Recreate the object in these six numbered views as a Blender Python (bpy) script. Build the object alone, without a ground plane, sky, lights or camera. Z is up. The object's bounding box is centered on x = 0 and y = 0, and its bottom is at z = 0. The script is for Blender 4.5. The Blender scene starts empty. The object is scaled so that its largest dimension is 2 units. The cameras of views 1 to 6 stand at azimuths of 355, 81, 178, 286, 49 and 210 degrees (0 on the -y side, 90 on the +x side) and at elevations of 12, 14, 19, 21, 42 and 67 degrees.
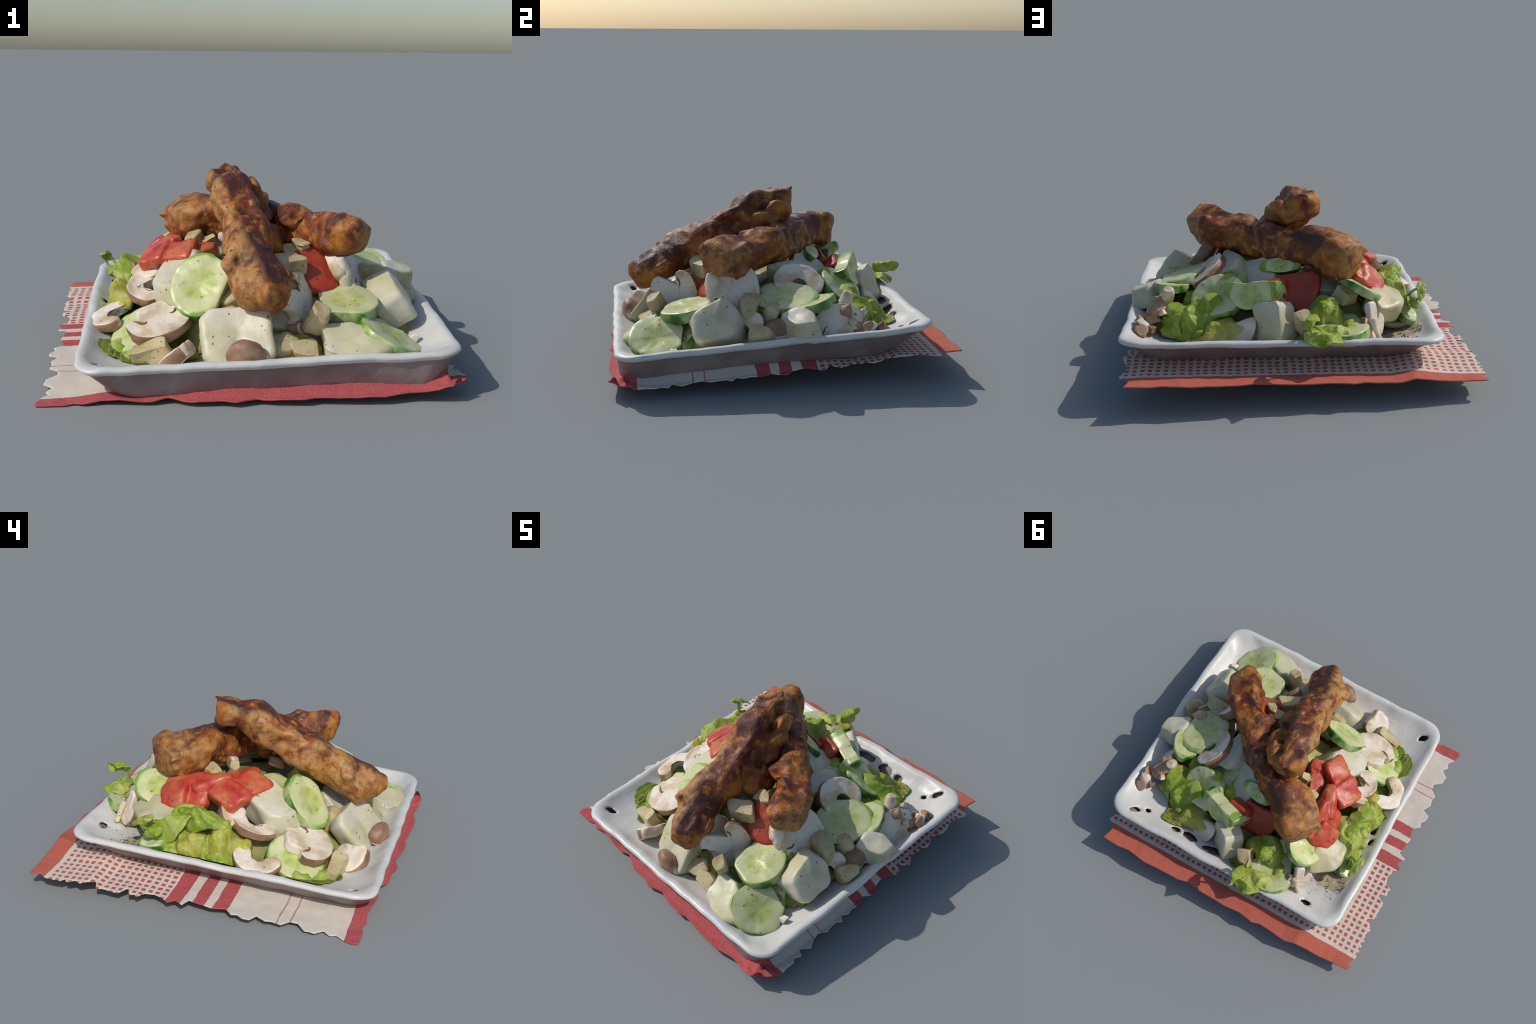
# Chicken salad on a square white tray, standing on a red and white paper napkin.
import bpy, bmesh, math, random
import numpy as np
from mathutils import Vector, Matrix, noise

random.seed(7)
RNG = np.random.default_rng(7)
COL = bpy.context.scene.collection

# ------------------------------------------------------------------ the tilted plane everything rests on
def napkin_z(x, y):
    return 0.0815 + 0.028 * x + 0.0555 * y

def rim_z(x, y):
    return 0.259 + 0.034 * x + 0.060 * y

# ------------------------------------------------------------------ node helpers
class NT:
    """Small helper to write node materials as expressions."""
    def __init__(self, name, rough=0.5, spec=0.5, sss=0.0, coat=0.0):
        self.m = bpy.data.materials.new(name)
        self.m.use_nodes = True
        self.t = self.m.node_tree
        self.b = self.t.nodes["Principled BSDF"]
        self.b.inputs["Roughness"].default_value = rough
        self.b.inputs["Specular IOR Level"].default_value = spec
        if coat:
            self.b.inputs["Coat Weight"].default_value = coat
            self.b.inputs["Coat Roughness"].default_value = 0.25
        if sss:
            self.b.inputs["Subsurface Weight"].default_value = sss
            self.b.inputs["Subsurface Radius"].default_value = (0.03, 0.02, 0.012)
            self.b.inputs["Subsurface Scale"].default_value = 0.5
        self.tc = self.t.nodes.new("ShaderNodeTexCoord")
        self.obj = self.tc.outputs["Object"]

    def n(self, kind, **ins):
        nd = self.t.nodes.new("ShaderNode" + kind)
        for k, v in ins.items():
            key = int(k[1:]) if k[0] == "i" and k[1:].isdigit() else k.replace("_", " ")
            self.put(nd.inputs[key], v)
        return nd

    def put(self, sock, v):
        if isinstance(v, bpy.types.NodeSocket):
            self.t.links.new(v, sock)
        else:
            sock.default_value = v

    def math(self, op, a, b=0.0, clamp=False):
        nd = self.n("Math", i0=a, i1=b)
        nd.operation = op
        nd.use_clamp = clamp
        return nd.outputs[0]

    def mix(self, fac, a, b):
        nd = self.t.nodes.new("ShaderNodeMix")
        nd.data_type = "RGBA"
        self.put(nd.inputs[0], fac)
        self.put(nd.inputs[6], a if isinstance(a, bpy.types.NodeSocket) else (*a, 1))
        self.put(nd.inputs[7], b if isinstance(b, bpy.types.NodeSocket) else (*b, 1))
        return nd.outputs[2]

    def ramp(self, fac, stops, const=False):
        nd = self.n("ValToRGB", Fac=fac)
        r = nd.color_ramp
        if const:
            r.interpolation = "CONSTANT"
        while len(r.elements) < len(stops):
            r.elements.new(0.5)
        for e, (p, c) in zip(r.elements, stops):
            e.position = p
            e.color = (*c, 1) if not isinstance(c, (int, float)) else (c, c, c, 1)
        return nd.outputs[0]

    def shifted(self):
        """Object coordinates, moved by a random amount for every separate piece."""
        oi = self.n("ObjectInfo")
        v = self.n("VectorMath", i0=self.obj)
        s = self.math("MULTIPLY", oi.outputs["Random"], 37.0)
        cb = self.n("CombineXYZ", X=s, Y=s, Z=s)
        self.t.links.new(cb.outputs[0], v.inputs[1])
        return v.outputs[0]

    def noise(self, scale, detail=4.0, vec=None, rough=0.55, dist=0.0):
        nd = self.n("TexNoise", Vector=vec or self.obj, Scale=scale, Detail=detail, Roughness=rough, Distortion=dist)
        return nd.outputs["Fac"]

    def smooth(self, x, lo, hi):
        nd = self.n("MapRange", i0=x, i1=lo, i2=hi)
        nd.interpolation_type = "SMOOTHSTEP"
        return nd.outputs[0]

    def film(self, c, vec, share=0.5, tint=(0.50, 0.41, 0.23)):
        """A thin uneven coat of dressing, with fine pepper in it."""
        m = self.smooth(self.noise(5.5, 5, vec, rough=0.6, dist=0.5), 0.50, 0.68)
        c = self.mix(self.math("MULTIPLY", m, share), c, tint)
        fine = self.math("MULTIPLY", self.specks(58, 0.22, 0.35, vec), self.math("ADD", self.math("MULTIPLY", m, 0.6), 0.2))
        return self.mix(fine, c, (0.16, 0.105, 0.05))

    def specks(self, scale, size, share, vec=None):
        """Scattered flecks of pepper and herbs: mask."""
        v = vec or self.obj
        wob = self.n("TexNoise", Vector=v, Scale=scale * 1.3, Detail=1.0)
        add = self.n("VectorMath", i0=v)
        sc = self.n("VectorMath", i0=wob.outputs["Color"])
        sc.operation = "SCALE"
        sc.inputs["Scale"].default_value = 0.55 / scale
        self.t.links.new(sc.outputs[0], add.inputs[1])
        vo = self.n("TexVoronoi", Vector=add.outputs[0], Scale=scale)
        sep = self.n("SeparateColor", Color=vo.outputs["Color"])
        keep = self.math("LESS_THAN", sep.outputs[0], share)
        rad = self.math("MULTIPLY", self.math("ADD", sep.outputs[1], 0.35), size)
        near = self.smooth(self.math("DIVIDE", vo.outputs["Distance"], rad), 1.0, 0.6)
        return self.math("MULTIPLY", near, keep)

    def bump(self, h, strength=0.3, dist=0.01):
        nd = self.n("Bump", Height=h, Strength=strength, Distance=dist)
        self.t.links.new(nd.outputs[0], self.b.inputs["Normal"])

    def done(self, col):
        self.put(self.b.inputs["Base Color"], col)
        return self.m


PEPPER = (0.10, 0.065, 0.03)

def mat_tray():
    k = NT("glazed_white_board", rough=0.42, coat=0.1)
    v = k.noise(5, 3)
    c = k.mix(k.smooth(v, 0.35, 0.7), (0.68, 0.665, 0.625), (0.61, 0.595, 0.55))
    c = k.mix(k.math("MULTIPLY", k.specks(26, 0.09, 0.06), 0.8), c, (0.24, 0.18, 0.12))
    k.bump(k.noise(14, 3), 0.18, 0.02)
    return k.done(c)

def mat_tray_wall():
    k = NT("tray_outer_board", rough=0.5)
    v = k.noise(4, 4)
    c = k.mix(k.smooth(v, 0.35, 0.65), (0.31, 0.25, 0.235), (0.22, 0.165, 0.155))  # white board darkened and reddened: wall shade and napkin's red bounce painted in
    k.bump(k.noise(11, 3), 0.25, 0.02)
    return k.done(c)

def mat_napkin():
    k = NT("printed_napkin_paper", rough=0.85, spec=0.25)
    sx = k.n("SeparateXYZ", Vector=k.obj)
    x, y = sx.outputs[0], sx.outputs[1]
    wob = k.n("TexNoise", Vector=k.obj, Scale=9.0, Detail=3.0)
    ws = k.n("SeparateColor", Color=wob.outputs["Color"])
    grain = k.noise(150, 2)
    jag = k.math("MULTIPLY", k.math("SUBTRACT", grain, 0.5), 0.010)
    x2 = k.math("ADD", x, k.math("MULTIPLY", k.math("SUBTRACT", ws.outputs[0], 0.5), 0.022))
    y2 = k.math("ADD", y, k.math("MULTIPLY", k.math("SUBTRACT", ws.outputs[1], 0.5), 0.022))
    y3 = k.math("ADD", k.math("ADD", y, jag), k.math("MULTIPLY", k.math("SUBTRACT", ws.outputs[1], 0.5), 0.016))
    # woven bands across the napkin, front to back (y from -1 to 1 on a 0..1 ramp)
    f = lambda v: (v + 1) / 2
    bands = [(0.0, 1), (f(-0.822), 0), (f(-0.537), .75), (f(-0.528), 0), (f(-0.475), .75), (f(-0.466), 0),
             (f(-0.192), 1), (f(-0.112), 0), (f(-0.066), 1), (f(0.004), 0), (f(0.058), 1), (f(0.148), 0),
             (f(0.838), 1)]
    band = k.ramp(k.math("MULTIPLY", k.math("ADD", y3, 1.0), 0.5), bands, const=True)
    # small red squares between y = 0.15 and the back band
    fx = k.math("PINGPONG", k.math("DIVIDE", x2, 0.0425), 0.5)
    fy = k.math("PINGPONG", k.math("DIVIDE", k.math("ADD", y2, 0.004), 0.0395), 0.5)
    sq = k.math("MULTIPLY", k.smooth(fx, 0.20, 0.245), k.smooth(fy, 0.185, 0.235))
    zone = k.math("MULTIPLY", k.math("GREATER_THAN", y3, 0.15), k.math("LESS_THAN", y3, 0.815))
    red = k.math("MAXIMUM", band, k.math("MULTIPLY", sq, zone))
    paper = k.mix(k.noise(30, 3), (0.70, 0.62, 0.53), (0.60, 0.535, 0.46))
    back = k.smooth(y, 0.1, 0.85)
    ink = k.mix(back, (0.43, 0.075, 0.082), (0.50, 0.115, 0.070))
    ink = k.mix(k.smooth(k.noise(240, 2), 0.50, 0.75), ink, (0.55, 0.22, 0.19))
    c = k.mix(red, paper, ink)
    k.bump(k.noise(40, 3), 0.15, 0.006)
    return k.done(c)

def mat_meat(name, pale_node, top_node):
    k = NT(name, rough=0.50, spec=0.35)
    sx = k.n("SeparateXYZ", Vector=k.obj)
    x, y, z = sx.outputs
    big = k.noise(5.5, 6, dist=1.0)
    mid = k.noise(19, 5)
    c = k.ramp(big, [(0.30, (0.47, 0.195, 0.036)), (0.42, (0.37, 0.125, 0.021)), (0.50, (0.23, 0.055, 0.014)), (0.61, (0.115, 0.025, 0.014))])
    c = k.mix(k.math("MULTIPLY", k.smooth(mid, 0.52, 0.68), 0.65), c, (0.57, 0.28, 0.062))
    c = k.mix(k.math("MULTIPLY", k.math("MULTIPLY", k.smooth(k.noise(5, 8, rough=0.66, dist=1.2), 0.47, 0.57), top_node(k, x, y, z)), 0.90), c, (0.060, 0.019, 0.015))
    pale = k.math("MULTIPLY", pale_node(k, x, y, z), k.math("MULTIPLY", k.smooth(k.noise(11, 4), 0.34, 0.54), 0.85))
    flesh = k.ramp(k.noise(24, 4), [(0.3, (0.50, 0.31, 0.14)), (0.48, (0.45, 0.22, 0.065)), (0.62, (0.30, 0.115, 0.026))])
    c = k.mix(pale, c, flesh)
    c = k.mix(k.math("MULTIPLY", k.specks(42, 0.22, 0.38), 0.8), c, (0.055, 0.028, 0.016))
    k.put(k.b.inputs["Roughness"], k.ramp(k.noise(30, 3), [(0.35, 0.40), (0.65, 0.62)]))
    k.bump(k.math("ADD", k.noise(30, 6, rough=0.62), k.math("MULTIPLY", k.noise(90, 3), 0.35)), 0.55, 0.012)
    return k.done(c)

def mat_cucumber_flesh():
    k = NT("cucumber_flesh", rough=0.36, coat=0.08)
    at = k.n("Attribute")
    at.attribute_type = "OBJECT"
    at.attribute_name = '["radius"]'
    v = k.shifted()
    sx = k.n("SeparateXYZ", Vector=k.obj)
    ln = k.n("VectorMath", i0=k.n("CombineXYZ", X=sx.outputs[0], Y=sx.outputs[1]).outputs[0])
    ln.operation = "LENGTH"
    r = k.math("DIVIDE", ln.outputs["Value"], at.outputs["Fac"])
    r = k.math("ADD", r, k.math("MULTIPLY", k.math("SUBTRACT", k.noise(14, 3, v), 0.5), 0.22))
    c = k.ramp(r, [(0.0, (0.55, 0.59, 0.23)), (0.28, (0.46, 0.52, 0.14)), (0.50, (0.52, 0.57, 0.20)), (0.62, (0.61, 0.63, 0.33)),
                   (0.90, (0.58, 0.62, 0.30)), (0.975, (0.42, 0.53, 0.16)), (1.0, (0.22, 0.37, 0.06))])
    # three seed chambers
    ang = k.math("ARCTAN2", sx.outputs[1], sx.outputs[0])
    lobe = k.math("COSINE", k.math("MULTIPLY", ang, 6.0))
    ring = k.math("MULTIPLY", k.smooth(r, 0.14, 0.30), k.smooth(r, 0.56, 0.44))
    seed = k.math("MULTIPLY", ring, k.smooth(lobe, 0.1, 0.8))
    c = k.mix(k.math("MULTIPLY", seed, 0.8), c, (0.36, 0.46, 0.11))
    c = k.mix(k.math("MULTIPLY", k.smooth(k.noise(5, 2, v), 0.50, 0.72), 0.4), c, (0.62, 0.62, 0.42))
    c = k.film(c, v, 0.35, (0.52, 0.49, 0.22))
    c = k.mix(k.math("MULTIPLY", k.specks(30, 0.20, 0.42, v), 0.85), c, (0.13, 0.10, 0.03))
    k.bump(k.noise(28, 3, v), 0.2, 0.01)
    return k.done(c)

def mat_cucumber_rind():
    k = NT("cucumber_rind", rough=0.3, coat=0.2)
    v = k.shifted()
    c = k.ramp(k.noise(8, 3, v), [(0.38, (0.030, 0.105, 0.012)), (0.46, (0.09, 0.24, 0.025)), (0.55, (0.34, 0.43, 0.15)), (0.68, (0.52, 0.57, 0.31))])
    k.bump(k.noise(30, 2, v), 0.15, 0.008)
    return k.done(c)

def mat_cheese(dressed=False):
    k = NT("dressed_cheese" if dressed else "white_cheese", rough=0.45, coat=0.05)
    v = k.shifted()
    c = k.ramp(k.noise(5, 3, v), [(0.3, (0.66, 0.615, 0.495)), (0.48, (0.61, 0.57, 0.42)), (0.60, (0.54, 0.51, 0.31)), (0.74, (0.48, 0.46, 0.24))])
    if dressed:
        c = k.mix(k.smooth(k.noise(6, 3, v), 0.3, 0.55), c, (0.54, 0.47, 0.25))
    c = k.film(c, v, 0.45, (0.52, 0.46, 0.28))
    c = k.mix(k.math("MULTIPLY", k.specks(27, 0.17, 0.36, v), 0.85), c, PEPPER)
    k.bump(k.noise(20, 5, v), 0.25, 0.012)
    return k.done(c)

def mat_crouton():
    k = NT("toasted_crouton", rough=0.62)
    v = k.shifted()
    c = k.ramp(k.noise(11, 4, v), [(0.3, (0.60, 0.50, 0.30)), (0.48, (0.52, 0.43, 0.23)), (0.60, (0.46, 0.35, 0.165)), (0.74, (0.40, 0.21, 0.06))])
    c = k.mix(k.math("MULTIPLY", k.specks(42, 0.26, 0.5, v), 0.75), c, (0.20, 0.125, 0.05))
    k.bump(k.noise(45, 4, v), 0.35, 0.008)
    return k.done(c)

def mat_mushroom_flesh():
    k = NT("mushroom_flesh", rough=0.55)
    v = k.shifted()
    c = k.ramp(k.noise(7, 4, v), [(0.36, (0.84, 0.75, 0.64)), (0.50, (0.79, 0.68, 0.54)), (0.60, (0.63, 0.50, 0.33)), (0.74, (0.50, 0.37, 0.21))])
    c = k.film(c, v, 0.55, (0.50, 0.38, 0.22))
    c = k.mix(k.math("MULTIPLY", k.specks(36, 0.18, 0.36, v), 0.75), c, (0.18, 0.115, 0.07))
    k.bump(k.noise(40, 4, v), 0.2, 0.008)
    return k.done(c)

def mat_mushroom_skin():
    k = NT("mushroom_cap_skin", rough=0.5)
    v = k.shifted()
    c = k.ramp(k.noise(9, 4, v), [(0.3, (0.20, 0.105, 0.062)), (0.5, (0.30, 0.17, 0.10)), (0.66, (0.42, 0.27, 0.165)), (0.8, (0.58, 0.44, 0.32))])
    k.bump(k.noise(40, 4, v), 0.25, 0.008)
    return k.done(c)

def mat_gills():
    k = NT("mushroom_gills", rough=0.7)
    c = k.mix(k.noise(40, 3), (0.10, 0.055, 0.04), (0.27, 0.17, 0.11))
    k.bump(k.noise(60, 2), 0.4, 0.008)
    return k.done(c)

def mat_tomato(name="tomato_flesh", pale=1.0):
    k = NT(name, rough=0.42, coat=0.05)
    v = k.obj
    c = k.ramp(k.noise(8, 4, v), [(0.36, (0.40, 0.026, 0.016)), (0.47, (0.50, 0.055, 0.030)), (0.57, (0.54, 0.105, 0.042)), (0.70, (0.56, 0.20, 0.09))])
    if pale < 1:
        c = k.mix(0.65, c, (0.36, 0.045, 0.015))
    c = k.mix(k.math("MULTIPLY", k.specks(32, 0.22, 0.5, v), 0.85), c, (0.12, 0.03, 0.02))
    k.bump(k.noise(22, 4, v), 0.35, 0.012)
    return k.done(c)

def mat_lettuce(name, lo, mid, hi):
    k = NT(name, rough=0.48, spec=0.35)
    v = k.shifted()
    f = k.noise(7, 4, v, dist=0.5)
    c = k.ramp(f, [(0.28, lo), (0.48, mid), (0.70, hi)])
    vein = k.n("TexWave", Vector=v, Scale=4.0, Distortion=9.0, Detail=3.0, Detail_Scale=1.2)
    c = k.mix(k.math("MULTIPLY", k.smooth(vein.outputs["Fac"], 0.80, 0.99), 0.28), c, (0.62, 0.66, 0.34))
    c = k.mix(k.math("MULTIPLY", k.specks(34, 0.16, 0.15, v), 0.7), c, (0.10, 0.07, 0.02))
    k.bump(k.math("ADD", k.math("MULTIPLY", vein.outputs["Fac"], 0.5), k.noise(18, 3, v)), 0.3, 0.01)
    m = k.done(c)
    tr = k.n("BsdfTranslucent", Color=c)
    mx = k.n("MixShader", Fac=0.22)
    k.t.links.new(k.b.outputs[0], mx.inputs[1])
    k.t.links.new(tr.outputs[0], mx.inputs[2])
    k.t.links.new(mx.outputs[0], k.t.nodes["Material Output"].inputs["Surface"])
    return m

def mat_bed():
    k = NT("dressed_salad_bed", rough=0.45)
    c = k.ramp(k.noise(9, 5), [(0.28, (0.14, 0.17, 0.03)), (0.45, (0.28, 0.29, 0.08)), (0.6, (0.36, 0.34, 0.14)), (0.75, (0.24, 0.14, 0.06))])
    c = k.mix(k.math("MULTIPLY", k.specks(40, 0.2, 0.25), 0.7), c, PEPPER)
    k.bump(k.noise(22, 5), 0.5, 0.02)
    return k.done(c)

def mat_dressing():
    k = NT("creamy_dressing", rough=0.3, coat=0.2)
    c = k.ramp(k.noise(8, 4), [(0.35, (0.58, 0.50, 0.36)), (0.55, (0.52, 0.43, 0.28)), (0.75, (0.40, 0.31, 0.18))])
    c = k.mix(k.math("MULTIPLY", k.specks(38, 0.25, 0.4), 0.85), c, (0.10, 0.06, 0.03))
    return k.done(c)

def mat_plain(name, a, b, scale=30):
    k = NT(name, rough=0.6)
    k.bump(k.noise(scale * 2, 3), 0.3, 0.006)
    return k.done(k.mix(k.noise(scale, 3), a, b))

# ------------------------------------------------------------------ mesh helpers
def new_mesh(name, verts, faces, mats, fmat=None):
    me = bpy.data.meshes.new(name)
    me.from_pydata([tuple(map(float, v)) for v in verts], [], faces)
    for m in mats:
        me.materials.append(m)
    if fmat is not None:
        me.polygons.foreach_set("material_index", np.asarray(fmat, dtype=np.int32))
    me.polygons.foreach_set("use_smooth", np.ones(len(me.polygons), dtype=bool))
    me.update()
    return me

def link(ob, parent=None):
    COL.objects.link(ob)
    if parent:
        ob.parent = parent
    return ob

def vertex_normals(me):
    nn = np.empty(len(me.vertices) * 3)
    me.vertices.foreach_get("normal", nn)
    return nn.reshape(-1, 3)

def coords(me):
    c = np.empty(len(me.vertices) * 3)
    me.vertices.foreach_get("co", c)
    return c.reshape(-1, 3)

def push_noise(me, layers, off=(0, 0, 0), keep=None, billow=False):
    """Push every vertex along its normal by sums of fractal noise: (scale, amplitude)."""
    c, nn = coords(me), vertex_normals(me)
    d = np.zeros(len(c))
    o = Vector(off)
    for sc, amp in layers:
        for i, p in enumerate(c):
            q = noise.noise(Vector(p) * sc + o)
            d[i] += amp * (abs(q) - 0.22) if billow else amp * q
    if keep is not None:
        d *= keep
    c = c + nn * d[:, None]
    me.vertices.foreach_set("co", c.ravel())
    me.update()

def split_parts(name, me, part_of_face, part_names, mats, matrix, label, category, root=None, props=None):
    """Thing = Empty with one child mesh per face region; borders and normals stay those of the whole."""
    top = root
    if top is None:
        top = link(bpy.data.objects.new(name, None))
        top.empty_display_size = 0.05
        top["label"], top["category"] = label, category
        top.matrix_world = matrix
    c, nn = coords(me), vertex_normals(me)
    polys = [tuple(p.vertices) for p in me.polygons]
    for pi, pn in enumerate(part_names):
        fs = [polys[i] for i in range(len(polys)) if part_of_face[i] == pi]
        if not fs:
            continue
        used = sorted({v for f in fs for v in f})
        ix = {v: i for i, v in enumerate(used)}
        sub = new_mesh(pn, c[used], [tuple(ix[v] for v in f) for f in fs], [mats[pi]])
        sub.normals_split_custom_set_from_vertices([tuple(nn[v]) for v in used])
        ob = link(bpy.data.objects.new(pn, sub), top)
        for k_, v_ in (props or {}).items():
            ob[k_] = v_
    return top

def thing(name, me, matrix, label, category):
    ob = link(bpy.data.objects.new(name, me))
    ob.matrix_world = matrix
    ob["label"], ob["category"] = label, category
    return ob

def sunk(c, n, d, share=0.15):
    """Centre of a piece whose outer face, not its middle, was measured."""
    n = Vector(n).normalized()
    return tuple(Vector(c) - n * (d[2] * share))

def place(c, n, x):
    n = Vector(n).normalized()
    x = Vector(x)
    x = (x - n * x.dot(n)).normalized()
    y = n.cross(x)
    return Matrix.Translation(Vector(c)) @ Matrix((x, y, n)).transposed().to_4x4()

# ------------------------------------------------------------------ outlines (closed, unit sized)
def resample(pts, n):
    p = np.asarray(pts, float)
    q = np.vstack([p, p[:1]])
    s = np.concatenate([[0], np.cumsum(np.hypot(*np.diff(q, axis=0).T))])
    t = np.linspace(0, s[-1], n, endpoint=False)
    return np.stack([np.interp(t, s, q[:, 0]), np.interp(t, s, q[:, 1])], 1)

def chaikin(pts, k, cut=0.25):
    p = np.asarray(pts, float)
    for _ in range(k):
        q = np.roll(p, -1, 0)
        p = np.stack([(1 - cut) * p + cut * q, cut * p + (1 - cut) * q], 1).reshape(-1, 2)
    return p

def round_outline(rng, n=72, wob=0.03, flats=0):
    t = np.linspace(0, 2 * np.pi, n, endpoint=False)
    r = 1 + sum(wob / (k - 1) * math.cos(rng.uniform(0, 6.3)) * np.cos(k * t + rng.uniform(0, 6.3)) for k in (2, 3, 4, 5))
    p = np.stack([r * np.cos(t), r * np.sin(t)], 1)
    for _ in range(flats):      # straight cuts
        a = rng.uniform(0, 6.3)
        d = np.array([math.cos(a), math.sin(a)])
        s = p @ d
        lim = rng.uniform(0.80, 0.93)
        p = p - np.outer(np.maximum(s - lim, 0), d)
    return resample(p, n)

def poly_outline(rng, corners=4, n=64, soft=2, jit=0.16):
    a0 = rng.uniform(0, 0.5) if corners > 4 else math.pi / 4
    pts = []
    for i in range(corners):
        a = a0 + 2 * math.pi * i / corners + rng.uniform(-jit, jit)
        r = (1.28 if corners == 4 else 1.1) * (1 + rng.uniform(-jit, jit))
        pts.append((r * math.cos(a), r * math.sin(a)))
    p = resample(chaikin(pts, soft, 0.13), n)
    lo, hi = p.min(0), p.max(0)
    return (p - (lo + hi) / 2) / ((hi - lo) / 2)

MUSHROOM_FULL = [(-1, 0.02), (-0.97, 0.3), (-0.8, 0.62), (-0.45, 0.9), (0, 1), (0.45, 0.9), (0.8, 0.62), (0.97, 0.3), (1, 0.02),
                 (0.93, -0.22), (0.76, -0.32), (0.60, -0.22), (0.50, 0.0), (0.38, 0.02), (0.33, -0.25), (0.30, -0.62), (0.32, -0.92), (0, -1.0),
                 (-0.32, -0.92), (-0.30, -0.62), (-0.33, -0.25), (-0.38, 0.02), (-0.50, 0.0), (-0.60, -0.22), (-0.76, -0.32), (-0.93, -0.22)]
MUSHROOM_BROAD = [(-1, 0.0), (-0.97, 0.3), (-0.8, 0.62), (-0.45, 0.9), (0, 1), (0.45, 0.9), (0.8, 0.62), (0.97, 0.3), (1, 0.0),
                  (0.95, -0.24), (0.82, -0.42), (0.66, -0.46), (0.56, -0.36), (0.50, -0.52), (0.46, -0.78), (0.36, -0.95), (0, -1.0),
                  (-0.36, -0.95), (-0.46, -0.78), (-0.50, -0.52), (-0.56, -0.36), (-0.66, -0.46), (-0.82, -0.42), (-0.95, -0.24)]
MUSHROOM_CAP = [(-1, -0.35), (-0.98, 0.05), (-0.78, 0.55), (-0.42, 0.9), (0, 1), (0.42, 0.9), (0.78, 0.55), (0.98, 0.05), (1, -0.35),
                (0.86, -0.78), (0.62, -0.88), (0.42, -0.62), (0.36, -0.22), (0.18, -0.02), (-0.08, 0.0), (-0.30, -0.18), (-0.38, -0.58), (-0.58, -0.86), (-0.84, -0.8)]
MUSHROOM_SLIVER = [(-1, -0.5), (-0.95, 0.1), (-0.7, 0.62), (-0.3, 0.95), (0.15, 1), (0.55, 0.85), (0.88, 0.5), (1, 0.0), (0.92, -0.5),
                   (0.6, -0.75), (0.2, -0.72), (-0.2, -0.75), (-0.6, -0.85), (-0.88, -0.85)]

# ------------------------------------------------------------------ slab: a slice or a chunk lofted through rings of one outline
def slab(name, outline, a, b, t, profile, mats, noise_layers, rng, taper=(0, 0), mid=(0, 0), hollow=0.0):
    """profile: list of (scale, height, part) from the middle of the top to the middle of the bottom."""
    n = len(outline)
    o = outline * np.array([a, b])
    m = np.array(mid) * np.array([a, b])
    verts, faces, part = [], [], []
    verts.append((m[0], m[1], t * profile[0][1] - hollow * t))
    for s, h, _ in profile:
        q = m + (o - m) * s
        sx, sy = 1 + taper[0] * h, 1 + taper[1] * h
        z = t * h - hollow * t * max(0.0, 1 - (s / 0.85) ** 2) * (1 if h > 0 else -1)
        verts += [(x * sx, y * sy, z) for x, y in q]
    verts.append((m[0], m[1], t * profile[-1][1] + hollow * t))
    last = len(verts) - 1
    for j in range(n):
        k = (j + 1) % n
        faces.append((0, 1 + j, 1 + k))
        part.append(profile[0][2])
        for i in range(len(profile) - 1):
            r0, r1 = 1 + i * n, 1 + (i + 1) * n
            faces.append((r0 + j, r1 + j, r1 + k, r0 + k))
            part.append(profile[i + 1][2] if h_is_side(profile, i) else profile[i][2])
        faces.append((last, last - n + k, last - n + j))
        part.append(profile[-1][2])
    me = new_mesh(name, verts, faces, [])
    off = rng.uniform(-40, 40, 3)
    push_noise(me, noise_layers, off)
    return me, np.array(part)

def h_is_side(profile, i):
    return profile[i + 1][2] == 1 and profile[i][2] in (0, 1) or (profile[i][2] == 1)

SLICE = [(0.15, 1, 0), (0.35, 1, 0), (0.55, 1, 0), (0.72, 1, 0), (0.86, 1, 0), (0.955, 0.98, 0), (0.985, 0.92, 0), (1.0, 0.72, 1), (1.01, 0.2, 1),
         (1.01, -0.2, 1), (1.0, -0.72, 1), (0.985, -0.92, 1), (0.955, -0.98, 2), (0.86, -1, 2), (0.6, -1, 2), (0.3, -1, 2)]
CHUNK = [(0.2, 1, 0), (0.4, 1, 0), (0.6, 1, 0), (0.80, 1, 0), (0.90, 0.99, 0), (0.955, 0.955, 0), (0.985, 0.87, 0), (1.0, 0.65, 0), (1.0, 0.3, 0),
         (1.0, 0, 0), (1.0, -0.3, 0), (1.0, -0.65, 0), (0.985, -0.87, 0), (0.955, -0.955, 0), (0.90, -0.99, 0), (0.7, -1, 0), (0.4, -1, 0)]

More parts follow.
